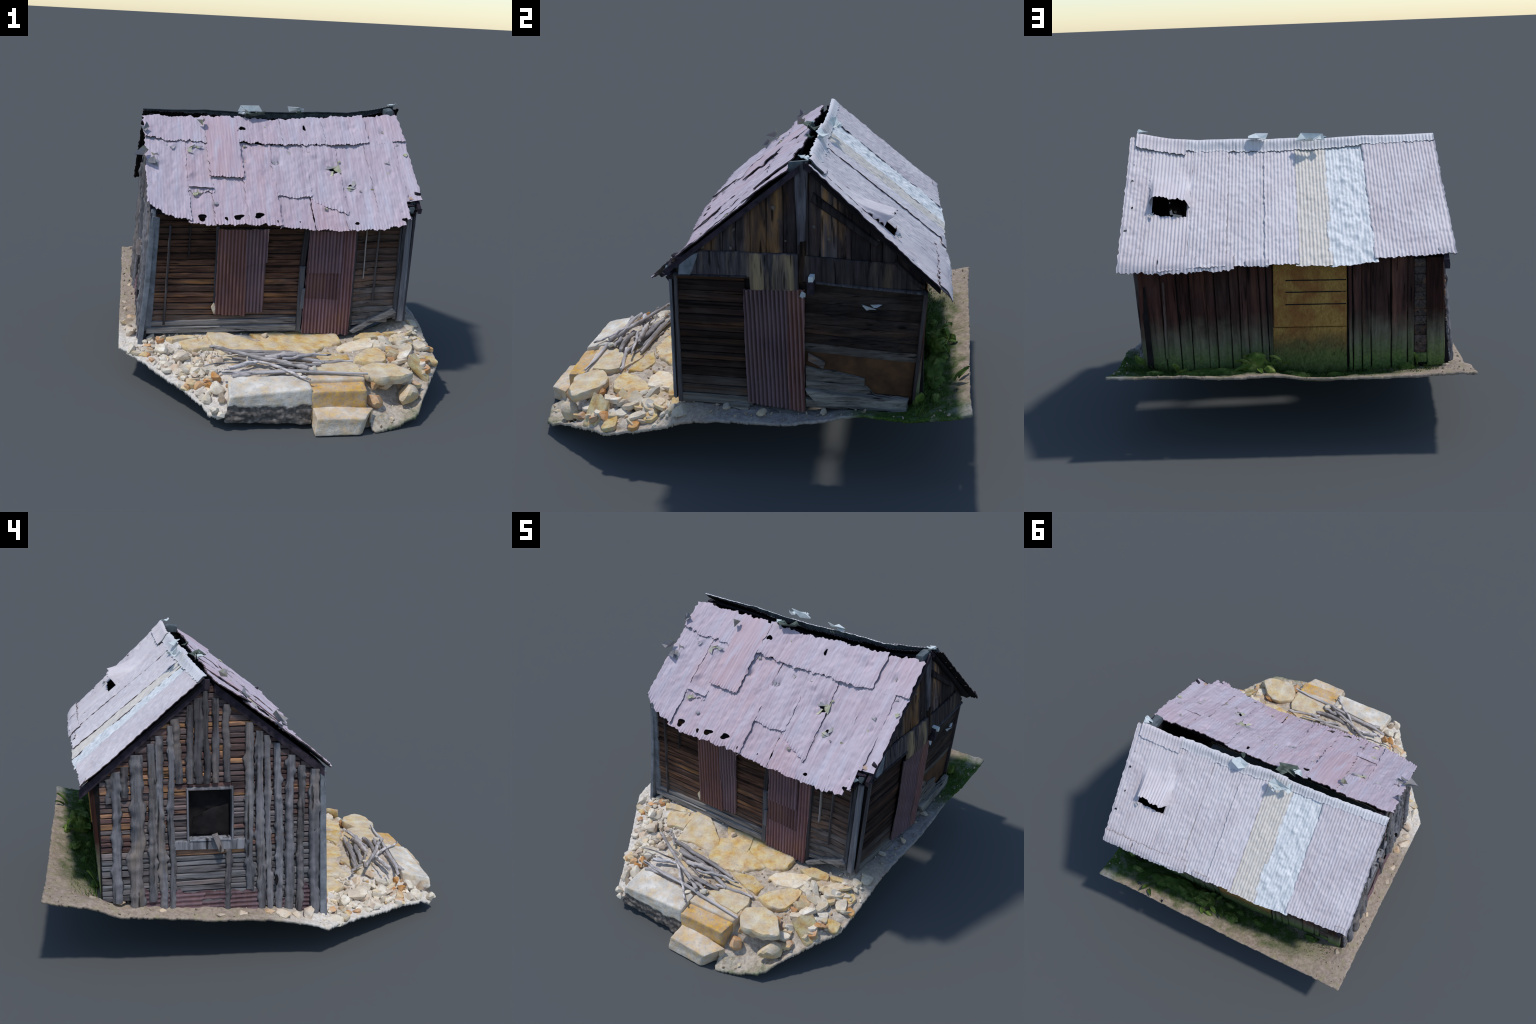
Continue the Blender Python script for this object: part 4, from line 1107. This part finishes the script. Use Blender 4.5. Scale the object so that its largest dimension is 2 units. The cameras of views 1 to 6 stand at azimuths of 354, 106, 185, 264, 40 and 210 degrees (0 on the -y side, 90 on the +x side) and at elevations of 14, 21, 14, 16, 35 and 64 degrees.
# back slope
SB = [0, .238, .372, .471, .563, .690, .795, .930, 1.0]
white = [0, 1, .0, .12, .15, .1, 0, 0]
beige = [0, 0, 1.0, 0, 0, 0, 0, 0]
rusty = [.5, .05, .1, .5, .5, .6, 1.0, .9]
crush = [(.30 + RNG.uniform(-.05, .05), RNG.uniform(.05, .95), RNG.uniform(.010, .022), RNG.uniform(-.006, .006)) for _ in range(46)]
dimple = [(RNG.uniform(0, 1), RNG.uniform(0, 1), RNG.uniform(.008, .018), RNG.uniform(-.0035, .0035)) for _ in range(70)]
HOLES_B = [(.30, .575, .003, .006), (.22, .12, .003, .003), (.985, .35, .006, .008), (.978, .55, .006, .006), (.99, .72, .006, .008), (.982, .22, .005, .006)]
for i, (s0, s1) in enumerate(zip(SB[:-1], SB[1:])):
    if i == 6:
        continue
    hb = [.008, .004, .007, .010, .006, .010, .008, .006][i]
    cr = dimple + (crush if i == 1 else [])
    end = [.988, 1.008, 1.003, .99, .985, .985, .98, .99][i]
    corrugated("roof_sheet", RB, [(s0 - (.006 if i else .0), .0), (s1 + .004, .0), (s1 + .004, end), (s0 - (.006 if i else .0), end)], hb, ["roof_back", "dark", "edge"], ROOF_B, period=.0155,
               amp=.0010 if i == 1 else .0019, rows=110, per=6, warp=.003 if i != 1 else .005, jag=.008, crumple=.0034 if i == 1 else .0024, bumps=cr, holes=HOLES_B, scale=SC_B,
               white=white[i], beige=beige[i], rusty=rusty[i])
# vent sheet: lifts off the slope and ends in an open scoop
s0, s1 = .795, .930
corrugated("roof_sheet", RB, [(s0 - .004, .595), (s1 + .004, .585), (s1 + .004, .99), (s0 - .004, .99)], .0075, ["roof_back", "dark", "edge"], ROOF_B, period=.0155, amp=.0023, rows=50, jag=.008, scale=SC_B, rusty=1.6)
corrugated("roof_sheet", RB, [(s0 - .004, .0), (s1 + .004, .0), (s1 + .004, .40), (s0 - .004, .40)], .0035, ["roof_back", "dark", "edge"], ROOF_B, period=.0155, amp=.0018, rows=26, jag=.004, scale=SC_B, rusty=1.0)
lift = lambda A, B: .060 * np.clip((B - .28) / .23, 0, 1) ** 1.4 * np.clip(1.25 - np.abs((A - .865) / .063) ** 6 * 1.25, 0, 1)
corrugated("vent_hood", RB, [(s0 + .003, .09), (s1 - .001, .07), (s1 - .001, .505), (s0 + .003, .520)], .0075, ["roof_back", "dark", "edge"], ROOF_B, period=.0155, amp=.0020, rows=50, jag=.016, scale=SC_B, hfun=lift, rusty=.9, white=.10,
           bumps=[(.83, .2, .02, -.006), (.84, .3, .02, .006), (.81, .25, .015, -.006)])
for (a, b) in ((s0 - .004, s0 + .014), (s1 - .014, s1 + .004)):
    corrugated("roof_sheet", RB, [(a, .38), (b, .38), (b, .62), (a, .62)], .006, ["roof_back", "dark", "edge"], ROOF_B, period=.0155, amp=.0018, rows=16, jag=.003, scale=SC_B, rusty=1.0)
shard("pale_chip", RB(.915, .60, .022), .014, "glazing", ROOF_B, normal=(.3, .6, .7))
# hanging strip along the rear eave
for (a, b, h) in ((.775, .885, .012), (.885, 1.004, .014), (.555, .625, .013), (.66, .775, .012), (.0, .05, .013)):
    dd = .895 if a > .6 else .945
    corrugated("eave_strip", RB, [(a, dd), (b, dd), (b, 1.006 if a > .6 else .99), (a, 1.006 if a > .6 else .99)], h, ["roof_back", "dark", "edge"], ROOF_B, period=.0155, amp=.0023, rows=12, jag=.012, scale=SC_B, rusty=1.6,
               hfun=lambda A, B: -.9 * np.clip(B - .95, 0, 1) ** 1.5)
# ridge capping on the rear slope; its underside shows dark from the front
def ridge(a, b, h, mats, w=(.075, .045), **kw):
    """Folded strip: lies on the slope for w[0], then bends over the ridge by w[1] metres towards the front."""
    n = int((b - a) * 1.37 / .0035)
    s = np.linspace(a, b, n)[:, None]
    d = np.concatenate([np.linspace(w[0], 0, 6), -np.linspace(.2, 1, 4) * w[1]])[None, :]
    s, d = np.broadcast_arrays(s, d)
    sp_ = p3(s * 1.37, d * .7, 5)
    wav = fbm(sp_ * np.array([1, 0, 1]), 60, 3, 8)
    hh = h + .003 * fbm(sp_, 12, 3, 21) + .0022 * np.cos(2 * np.pi * s * 1.37 / .0155) * (d > -.01)
    P = RB(s, np.maximum(d, 0) + wav * .012 * (d > 0), hh)
    over = np.maximum(-d, 0)
    lift_ = I(s, [0, .1, .25, .4, .62, .8, .88, 1], [.004, .006, .014, .024, .027, .020, .012, .008])
    P[..., 1] -= over * (1 + .25 * wav)
    P[..., 2] += np.clip((.03 - d) / .04, 0, 1) * lift_ + over * .30
    return shell("ridge_cap", P, P - np.stack([0 * d, np.where(d >= 0, .0026, -.001), np.where(d >= 0, .0032, .004)], -1), None, mats + ["slate"], ROOF_B, sharp=50, **kw)


ridge(0, .42, .010, ["roof_back", "slate"], w=(.042, .015), white=.6, rusty=.1)
ridge(.40, .84, .012, ["roof_back", "slate"], w=(.045, .020), white=.45, rusty=.2)
ridge(.825, .985, .016, ["roof_back", "slate"], w=(.085, .013), rusty=.6)
# bleached flakes on the ridge, and dark leaves hanging into the slot
for (c, sz, mt, sp_) in (((-.10, .325, 1.262), .040, "flake", 1.6), ((-.155, .320, 1.258), .028, "flake", 1.2), ((-.07, .350, 1.258), .026, "flake", 1.5), ((.13, .318, 1.266), .032, "flake", 1.8), ((.165, .322, 1.262), .018, "flake", 1.2),
                         ((-.09, .215, 1.240), .045, "darkleaf", 1.4), ((-.06, .235, 1.245), .030, "darkleaf", 1.2), ((.15, .275, 1.262), .024, "darkleaf", 1.0), ((-.15, .21, 1.25), .02, "flake", 1.6), ((.66, .355, 1.312), .022, "flake", 1.5), ((.67, .372, 1.310), .018, "flake", 1.0)):
    shard("ridge_flake", c, sz, mt, ROOF_B, n=7, lift=.7, spread=sp_, normal=(0, .25, 1))
# ends of the ridge gap, eave corner debris
hexa("ridge_stub", [(.62, .30, 1.255), (.665, .30, 1.255), (.665, .375, 1.255), (.62, .375, 1.255), (.62, .30, 1.285), (.660, .30, 1.292), (.660, .375, 1.300), (.62, .375, 1.292)], "slate", ROOF_B, cuts=4, rough=.004)
for (c, sz, mt, rz_) in (((.678, -.155, .900), (.045, .018, .014), "brick", .1), ((.650, -.205, .845), (.022, .018, .026), "flake", .2), ((.685, -.185, .855), (.022, .022, .024), "slate", .5), ((.695, -.150, .875), (.030, .024, .014), "slate", .2),
                         ((.700, -.16, .83), (.018, .025, .022), "tar", .3), ((.715, -.13, .92), (.020, .03, .012), "tar", .4), ((.66, -.18, .872), (.04, .02, .008), "tar", 0), ((.715, -.185, .85), (.022, .030, .010), "tar", 1.2)):
    rock("eave_debris", c, sz, ROOF_F, rz=rz_, tilt=.2, mat=mt)
for (s_, w) in ((.03, .014), (.2, .012), (.38, .012), (.56, .012), (.74, .012), (.90, .012)):
    hexa("rafter", [RF(a, d, h) for h in (-.048, -.024) for (a, d) in ((s_ - w / 2, .70), (s_ + w / 2, .70), (s_ + w / 2, .95), (s_ - w / 2, .95))], "tar", ROOF_F, cuts=4, rough=.002)

# ------------------------------------------------------------------ yard: kerb, steps, flagstones
def rough_face(X):
    m = np.clip((.110 - X[:, 2]) / .02, 0, 1) * (X[:, 1] < -.82)
    X[:, 1] += m * (fbm(X, 42, 4, 77) * .016 + .006)
    return X


hexa("kerb_block", [(-.258, -.935, .030), (.135, -.905, .015), (.125, -.80, .015), (-.235, -.80, .03), (-.236, -.922, .150), (.128, -.880, .178), (.116, -.775, .200), (-.235, -.775, .188)],
     "kerb", GROUND, cuts=34, bevel=.06, rough=.006, extra=rough_face)
hexa("stone_step", [(.126, -.892, .03), (.380, -.862, .03), (.382, -.76, .03), (.124, -.76, .03), (.128, -.886, .163), (.380, -.858, .165), (.380, -.770, .172), (.120, -.80, .172)], "step", GROUND, cuts=20, bevel=.07, rough=.005)
hexa("stone_step", [(.118, -.815, .10), (.384, -.780, .10), (.386, -.70, .10), (.118, -.72, .10), (.118, -.812, .190), (.382, -.776, .186), (.386, -.70, .200), (.118, -.72, .20)], "low_step", GROUND, cuts=20, bevel=.10, rough=.005)


def bite(X):  # corner broken out of the lower step
    d = np.hypot((X[:, 0] - .395) / .05, (X[:, 2] - .0) / .075)
    m = np.clip(1.15 - d, 0, 1) * (X[:, 1] < -.90)
    X[:, 1] += m * .045
    return X


hexa("stone_step", [(.134, -.992, .000), (.352, -.972, .003), (.41, -.87, .005), (.134, -.87, .005), (.144, -.977, .078), (.356, -.962, .076), (.412, -.868, .088), (.136, -.868, .093)], "low_step", GROUND, cuts=24, bevel=.08, rough=.006, extra=bite)

FLAGS = [  # outline, height, thickness, ochre, tone, tilts
    ([(.392, -.735), (.378, -.677), (.466, -.615), (.546, -.634), (.617, -.715), (.563, -.76), (.442, -.784)], .200, .040, .22, .95, 0, .05),
    ([(.376, -.582), (.39, -.515), (.476, -.406), (.519, -.407), (.534, -.478), (.524, -.557), (.46, -.588)], .199, .040, .42, 1.0, 0, .02),
    ([(.315, -.424), (.323, -.372), (.502, -.279), (.50, -.371), (.486, -.417), (.392, -.446)], .202, .03, .02, 1.15, .12, .05),
    ([(.056, -.238), (.124, -.226), (.331, -.240), (.349, -.32), (.288, -.371), (.1, -.356)], .204, .035, .50, .95, .0, .12),
    ([(-.104, -.270), (.065, -.250), (.108, -.354), (-.008, -.356)], .208, .032, .45, 1.0, 0, .10),
    ([(-.316, -.285), (-.223, -.280), (-.064, -.386), (-.021, -.473), (-.169, -.474), (-.255, -.504), (-.271, -.447), (-.306, -.33)], .206, .035, .25, .95, -.02, .12),
    ([(-.456, -.364), (-.325, -.285), (-.296, -.422), (-.344, -.433), (-.389, -.457)], .197, .03, .30, .95, 0, .06),
    ([(-.518, -.325), (-.443, -.300), (-.328, -.290), (-.405, -.33), (-.486, -.36)], .206, .035, .38, 1.0, 0, .05),
    ([(-.083, -.376), (-.03, -.332), (.094, -.338), (.252, -.379), (.17, -.487), (.085, -.532), (-.027, -.508)], .198, .03, .38, .98, -.02, .05),
    ([(.153, -.519), (.253, -.473), (.349, -.506), (.35, -.566), (.241, -.559)], .197, .03, .55, .85, 0, 0),
    ([(.16, -.71), (.216, -.638), (.348, -.613), (.373, -.651), (.37, -.735), (.244, -.736)], .202, .04, .25, .92, 0, .03),
    ([(.593, -.444), (.594, -.389), (.675, -.369), (.711, -.427), (.718, -.479), (.632, -.47)], .172, .06, .12, 1.05, -.15, .05),
    ([(.593, -.326), (.619, -.254), (.714, -.285), (.711, -.335), (.642, -.381)], .222, .06, .06, .95, 0, -.1),
    ([(.686, -.32), (.739, -.263), (.78, -.277), (.783, -.346), (.729, -.367)], .182, .045, .04, 1.0, -.2, 0),
    ([(.726, -.394), (.771, -.327), (.790, -.353), (.748, -.402)], .150, .04, .1, .9, -.1, 0),
    ([(.574, -.245), (.599, -.222), (.677, -.211), (.678, -.235), (.601, -.255)], .222, .035, .5, .9, 0, 0),
    ([(.418, -.291), (.473, -.240), (.558, -.237), (.582, -.28), (.494, -.310)], .218, .03, .40, .85, .05, 0),
    ([(.506, -.574), (.581, -.476), (.60, -.538), (.567, -.58)], .165, .03, .2, .8, 0, 0),
    ([(-.25, -.56), (-.08, -.50), (.02, -.54), (.10, -.62), (-.02, -.66), (-.2, -.63)], .197, .03, .15, .9, 0, 0),
    ([(.10, -.55), (.24, -.56), (.33, -.60), (.22, -.635), (.12, -.62)], .199, .03, .25, .95, 0, 0)]
for poly, zt, th, oc, tn, tx, ty in FLAGS:
    flagstone("flagstone", poly, zt, th, GROUND, tx, ty, ochre=oc, tone=tn, russet=.0)
# tilted yellow slab at the right
a, b, c_ = np.array((.62, -.613, .222)), np.array((.672, -.521, .22)), np.array((.743, -.568, .133))
nn = np.cross(b - a, c_ - a)
flagstone("flagstone", [(.615, -.612), (.672, -.515), (.750, -.566), (.718, -.632)], lambda x, y: a[2] - (nn[0] * (x - a[0]) + nn[1] * (y - a[1])) / nn[2], .030, GROUND, ochre=.48, tone=.95)

STONES = [  # centre, half sizes, ochre, russet, tone
    ((-.547, -.425, .172), (.040, .034, .032), 0, 0, 1.15), ((-.456, -.514, .168), (.055, .040, .036), .10, .1, 1.1), ((-.588, -.305, .190), (.030, .028, .026), .1, .0, .75), ((-.543, -.315, .192), (.030, .026, .024), .2, 0, .9),
    ((-.62, -.335, .180), (.018, .016, .018), 0, 0, 1.0), ((-.408, -.715, .125), (.034, .028, .026), .45, .1, 1.0), ((-.285, -.738, .165), (.026, .020, .032), .3, .9, .95), ((-.362, -.735, .128), (.030, .024, .028), .25, .6, 1.0),
    ((-.53, -.481, .15), (.022, .018, .016), 0, 0, 1.1), ((-.51, -.545, .14), (.03, .022, .02), 0, 0, 1.1), ((-.335, -.83, .100), (.032, .026, .034), 0, 0, 1.15), ((-.36, -.785, .11), (.024, .022, .022), .1, .1, 1.0),
    ((-.272, -.607, .195), (.030, .022, .02), .1, .3, 1.0), ((-.292, -.905, .075), (.026, .024, .026), 0, 0, 1.1), ((-.27, -.93, .065), (.02, .016, .02), 0, 0, 1.1), ((-.282, -.80, .145), (.034, .03, .034), .05, 0, 1.05),
    ((-.68, -.355, .155), (.045, .03, .035), .0, 0, 1.05), ((-.70, -.24, .195), (.035, .03, .03), .15, .3, 1.05), ((-.364, -.574, .17), (.03, .024, .018), .1, 0, 1.0), ((-.40, -.585, .15), (.026, .02, .018), 0, 0, 1.05),
    ((-.385, -.635, .14), (.035, .026, .022), 0, 0, 1.1), ((-.27, -.865, .12), (.022, .02, .03), .1, .3, .8), ((-.30, -.69, .165), (.03, .02, .02), 0, 0, 1.05), ((-.45, -.60, .128), (.026, .022, .016), .1, .1, 1.0),
    ((.431, -.800, .100), (.050, .040, .045), .25, .75, .9), ((.497, -.735, .140), (.050, .035, .026), .15, .2, .95), ((.590, -.748, .090), (.064, .050, .060), .32, .10, .92), ((.533, -.640, .160), (.04, .03, .03), .2, .85, .9),
    ((.574, -.630, .115), (.038, .030, .035), .25, .6, .9), ((.640, -.645, .100), (.045, .025, .022), .2, .2, 1.0), ((.664, -.655, .075), (.045, .030, .028), .05, .1, 1.0), ((.43, -.77, .155), (.022, .018, .018), .1, .7, .8),
    ((.645, -.36, .17), (.035, .03, .03), .05, 0, 1.1), ((.70, -.50, .135), (.035, .022, .022), 0, .2, 1.0), ((.735, -.46, .12), (.03, .022, .018), 0, .1, .95), ((.76, -.43, .13), (.028, .02, .018), 0, 0, 1.0),
    ((.60, -.50, .165), (.034, .03, .025), .1, .4, .9), ((.655, -.50, .16), (.03, .024, .02), .1, .1, 1.0), ((.72, -.22, .235), (.038, .030, .022), 0, 0, .85), ((.74, -.16, .25), (.045, .034, .020), 0, 0, .8),
    ((.745, -.30, .20), (.02, .02, .015), 0, 0, 1.0), ((.56, -.33, .205), (.04, .025, .018), .1, 0, .95), ((.35, -.60, .172), (.03, .02, .022), .2, .8, .9), ((.50, -.87, .035), (.014, .012, .012), .1, 0, 1.0),
    ((-.70, .585, .285), (.028, .024, .018), .1, .5, .9), ((-.735, .40, .245), (.02, .018, .012), .1, .3, .9), ((-.72, .06, .220), (.030, .024, .016), .1, .4, .95), ((-.72, -.12, .205), (.040, .030, .026), .15, .2, 1.05), ((-.70, -.06, .212), (.03, .022, .018), .2, .4, 1.0),
    ((-.74, .15, .225), (.022, .02, .012), .1, .3, .9), ((-.715, -.18, .20), (.025, .02, .018), .1, .2, 1.0), ((-.03, -.30, .215), (.018, .024, .016), .1, .1, 1.05), ((-.69, .70, .30), (.02, .02, .016), 0, .2, .7),
    ((.08, -.79, .203), (.026, .016, .006), 0, 0, 1.2), ((.70, .02, .275), (.03, .02, .012), 0, 0, .7), ((.73, .18, .275), (.028, .02, .01), 0, 0, .7), ((.70, .42, .295), (.034, .02, .014), 0, 0, .65), ((-.13, -.62, .205), (.035, .02, .016), 0, 0, 1.0),
    ((.145, -.74, .215), (.022, .02, .014), 0, 0, .8), ((.0, -.60, .21), (.05, .028, .016), 0, 0, 1.05)]
for c, sz, oc, ru, tn in STONES:
    rock("stone", c, sz, GROUND, ochre=oc - (.3 if c[0] < -.2 and oc < .2 else .05), russet=ru, tone=tn)

# scattered rubble (named where large, pebbles joined below)
RUB = [(-.735, -.33), (-.62, -.47), (-.34, -.84), (-.27, -.80), (-.30, -.48), (-.44, -.46), (-.55, -.33), (-.60, -.32)]
RUB2 = [(.42, -.34), (.66, -.23), (.79, -.22), (.79, -.44), (.70, -.60), (.62, -.70), (.56, -.56), (.54, -.42)]
n_big = 0
while n_big < 80:
    x, y = RNG.uniform(-.74, .78), RNG.uniform(-.86, -.2)
    west, east = inside(np.array(x), np.array(y), RUB), inside(np.array(x), np.array(y), RUB2)
    if not (west or east):
        continue
    r = RNG.uniform(.026, .044) if east else RNG.uniform(.018, .034)
    if RNG.uniform() < (.75 if east else .4):  # broken slab
        k_ = int(RNG.integers(4, 7))
        an = np.sort(RNG.uniform(0, 6.28) + np.arange(k_) * 6.28 / k_ + RNG.uniform(-.35, .35, k_))
        rad = r * RNG.uniform(.8, 1.35, k_)
        flagstone("stone", [(x + a_ * math.cos(t_), y + a_ * .8 * math.sin(t_)) for a_, t_ in zip(rad, an)], float(ground_z(x, y)) + RNG.uniform(.010, .030), RNG.uniform(.014, .026), GROUND,
                  RNG.normal(0, .22), RNG.normal(0, .22), rough=.003, res=.008, ochre=RNG.choice([-.4, -.1, .25, .5], p=[.35, .25, .25, .15]) - (0 if east else .2), russet=RNG.choice([0, .3, .9], p=[.75, .13, .12]), tone=RNG.uniform(.85, 1.1))
        n_big += 1
        continue
    rock("stone", (x, y, float(ground_z(x, y)) + r * RNG.uniform(.15, .45)), (r * RNG.uniform(1, 1.4), r * RNG.uniform(.6, .9), r * (RNG.uniform(.35, .6) if east else RNG.uniform(.5, .8))), GROUND, tilt=.4, planes=9,
         ochre=RNG.choice([-.55, -.3, .1, .5], p=[.4, .25, .2, .15]), russet=RNG.choice([0, .3, .9], p=[.72, .14, .14]), tone=RNG.uniform(.85, 1.12))
    n_big += 1
placed = 0
while placed < 120:
    x, y = RNG.uniform(-.74, .80), RNG.uniform(-.88, -.2)
    west = inside(np.array(x), np.array(y), RUB)
    east = inside(np.array(x), np.array(y), RUB2)
    if not (west or east):
        continue
    r = .008 + .018 * RNG.uniform() ** 2
    rock("stone", (x, y, float(ground_z(x, y)) + r * .45), (r * RNG.uniform(1, 1.7), r, r * RNG.uniform(.6, .95)), GROUND, sub=2, tilt=.5, planes=9,
         ochre=RNG.choice([-.6, -.35, .0, .4], p=[.5, .25, .15, .1]) + (.15 if east else 0), russet=RNG.choice([0, .25, .85], p=[.75, .15, .10]), tone=RNG.uniform(.85, 1.2))
    placed += 1


def scatter(name, count, zone, rmin, rmax, mat, **props):
    vs, fs_, base = [], [], 0
    kinds = [rock_verts(900 + i, 2, 8) for i in range(8)]
    n = 0
    while n < count:
        x, y = RNG.uniform(-.80, .80), RNG.uniform(-.93, .96)
        if inside(np.array(x), np.array(y), HOLE) or not inside(np.array(x), np.array(y), [(px * .985, py * .985) for px, py in OUTLINE]) or RNG.uniform() > zone(x, y):
            continue
        r = rmin + (rmax - rmin) * RNG.uniform() ** 2.5
        v, f = kinds[int(RNG.integers(8))]
        R = rot(*RNG.uniform(-3, 3, 3))
        vs.append((v * np.array([1.3, 1, .75]) * r) @ R.T + np.array([x, y, float(ground_z(x, y)) + r * .5]))
        fs_ += [[i + base for i in q] for q in f]
        base += len(v)
        n += 1
    return add(name, np.concatenate(vs), fs_, mat, GROUND, None, 32, kind="stuff", **props)


scatter("pebbles", 800, lambda x, y: 1.0 if y < -.28 and x < -.25 else (.3 if y < -.2 and x > .55 else (.08 if y < -.2 else 0)), .003, .010, "stone", tone=1.1, ochre=-.6)
scatter("pebbles", 110, lambda x, y: .8 if y > -.2 and (x < -.66 or x > .68) else .0, .003, .008, "stone", tone=.55, ochre=-.1, russet=.2)
scatter("pebbles", 160, lambda x, y: .5 if y < -.4 else 0, .004, .010, "stone", tone=.9, ochre=.2, russet=.5)

# ------------------------------------------------------------------ sticks
STICKS = [  # control points, radii, brightness
    ([(-.308, -.578, .262), (-.10, -.665, .246), (.122, -.758, .234)], (.0105, .012, .013), 1.0),
    ([(-.14, -.645, .232), (0, -.745, .225), (.124, -.842, .212)], (.010, .009, .0065), 1.25),
    ([(-.265, -.750, .199), (-.05, -.752, .212), (.17, -.757, .214), (.398, -.760, .212)], (.010, .012, .010, .007), 1.1),
    ([(-.345, -.685, .205), (-.22, -.66, .215), (-.12, -.65, .215)], (.004, .005, .005), .6),
    ([(-.228, -.545, .222), (-.02, -.555, .230), (.19, -.567, .218)], (.014, .016, .010), .8),
    ([(-.160, -.585, .222), (.02, -.600, .232), (.215, -.640, .216)], (.014, .016, .012), .75),
    ([(-.06, -.636, .232), (.06, -.612, .240), (.13, -.60, .236)], (.016, .018, .010), 1.3),
    ([(-.02, -.69, .215), (.10, -.690, .222), (.19, -.672, .216)], (.013, .015, .012), .9),
    ([(.02, -.65, .236), (.14, -.61, .240), (.255, -.588, .236)], (.009, .009, .006), 1.1),
    ([(.16, -.655, .215), (.25, -.625, .216), (.357, -.600, .208)], (.011, .012, .010), 1.15),
    ([(-.312, -.51, .235), (-.26, -.545, .232), (-.212, -.578, .225)], (.009, .008, .007), .75),
    ([(-.23, -.715, .208), (-.14, -.685, .222), (-.08, -.66, .226)], (.014, .014, .010), 1.2),
    ([(-.22, -.785, .196), (-.12, -.760, .206), (.02, -.742, .206)], (.013, .013, .008), 1.1),
    ([(.035, -.735, .214), (.09, -.715, .220), (.155, -.720, .214)], (.013, .014, .010), .75),
    ([(-.18, -.56, .212), (.0, -.58, .215), (.12, -.585, .212)], (.010, .012, .008), .65),
    ([(-.05, -.545, .212), (.06, -.56, .216), (.20, -.60, .212)], (.007, .008, .006), .6),
    ([(-.21, -.60, .21), (-.1, -.62, .218), (.05, -.66, .214)], (.008, .010, .008), .7)]
for pts, rr, tn in STICKS:
    pts = np.array(pts)
    pts = np.stack([I(np.linspace(0, 1, 7), np.linspace(0, 1, len(pts)), pts[:, i]) for i in range(3)], -1)
    pts[1:-1] += RNG.normal(0, 1, (5, 3)) * (.004, .004, .003)
    rr = np.array(rr) * .74
    pts[:, 2] -= .008
    tube("stick", pts, rr, "stick", GROUND, seg=10, n=40, knots=5, rough=.14, knot_size=.4, tone=tn, grey=RNG.uniform(.4, 1.0))

# ------------------------------------------------------------------ growth behind the shack
def mound(name, c, size, mat, seed, **props):
    dirs, f = ICO[4]
    r = 1 + .35 * fbm(dirs, 2.2, 4, seed) + .12 * fbm(dirs, 9, 3, seed + 1)
    v = dirs * r[:, None] * np.array(size) + np.array(c)
    v[:, 2] = np.maximum(v[:, 2], ground_z(v[:, 0], v[:, 1]) - .010)
    return add(name, v, f, mat, GROUND, None, 0, **props)


mound("moss_mound", (.28, .820, .295), (.18, .055, .036), "moss", 3)
mound("moss_mound", (.130, .815, .340), (.060, .045, .055), "moss", 8)
mound("moss_mound", (-.52, .700, .290), (.035, .020, .020), "moss", 9)
for i_ in range(12):
    x_ = RNG.uniform(-.25, .62)
    y_ = float(I(x_, [-.71, .64], [.662, .768])) + RNG.uniform(.04, .12)
    r_ = RNG.uniform(.015, .034)
    mound("moss_mound", (x_, y_, float(ground_z(x_, y_))), (r_ * 1.5, r_ * .8, r_ * .6), "moss", 40 + i_)
rock("mossy_stone", (.105, .835, .385), (.038, .028, .040), GROUND, mat="moss", rz=.5)
rock("mossy_stone", (.060, .870, .345), (.030, .020, .026), GROUND, mat="moss")
rock("mossy_stone", (.640, .795, .360), (.026, .024, .034), GROUND, mat="moss", rz=.2)


def leaf(name, c, length, width, yaw, pitch, mat):
    n, m = 9, 5
    t = np.linspace(0, 1, n)[:, None]
    w = np.linspace(-1, 1, m)[None, :]
    prof = np.sin(np.pi * np.clip(t, .02, .99)) ** .7 * width / 2
    x = t * length + 0 * w
    y = w * prof
    z = .12 * length * np.abs(w) - length * .5 * t ** 2 + 0 * w
    P = np.stack([x, y, z], -1)
    R = rot(0, -pitch, yaw)
    P = P @ R.T + np.array(c)
    return shell(name, P, P - np.array([0, 0, .0018]), None, mat, GROUND)


for _ in range(12):
    cx, cy = RNG.normal(.12, .06), RNG.uniform(.78, .87)
    leaf("leaf", (cx, cy, RNG.uniform(.34, .40)), RNG.uniform(.03, .065), RNG.uniform(.02, .035), RNG.uniform(0, 6.28), RNG.uniform(-.1, .9), "moss")
leaf("leaf", (.455, .915, .345), .075, .026, 1.4, 1.35, "grass")
leaf("leaf", (.440, .930, .350), .060, .022, 2.4, 1.0, "grass")
leaf("leaf", (-.565, .690, .30), .075, .018, 1.2, 1.45, "grass")

vs, fs_, base = [], [], 0
count = 0
while count < 2600:
    x = RNG.uniform(-.66, .72)
    off = abs(RNG.normal(0, .055))
    wy_ = float(I(x, [-.71, .64], [.662, .768])) + .012
    y = wy_ + off
    if y > .93 or (x < -.25 and RNG.uniform() < .45):
        continue
    z0 = float(ground_z(x, y)) - .004
    L = RNG.uniform(.014, .038) * (1.4 if off < .03 else .7)
    lean, yaw, w = RNG.uniform(.1, .9), RNG.uniform(0, 6.28), RNG.uniform(.0012, .0024)
    dx, dy = math.cos(yaw) * lean, abs(math.sin(yaw)) * lean
    t = np.array([0, .4, .75, 1.0])
    cx, cy, cz = x + dx * L * t ** 2, y + dy * L * t ** 2, z0 + L * t * (1 - .3 * lean * t)
    px, py = -math.sin(yaw + .7), math.cos(yaw + .7)
    ww = w * (1 - t * .85)
    a_ = np.stack([cx - px * ww, cy - py * ww, cz], -1)
    b_ = np.stack([cx + px * ww, cy + py * ww, cz], -1)
    vs.append(np.concatenate([a_, b_]))
    for i in range(3):
        fs_.append([base + i, base + 4 + i, base + 5 + i, base + 1 + i])
    base += 8
    count += 1
add("grass_blades", np.concatenate(vs), fs_, "grass", GROUND, None, 0, kind="stuff")
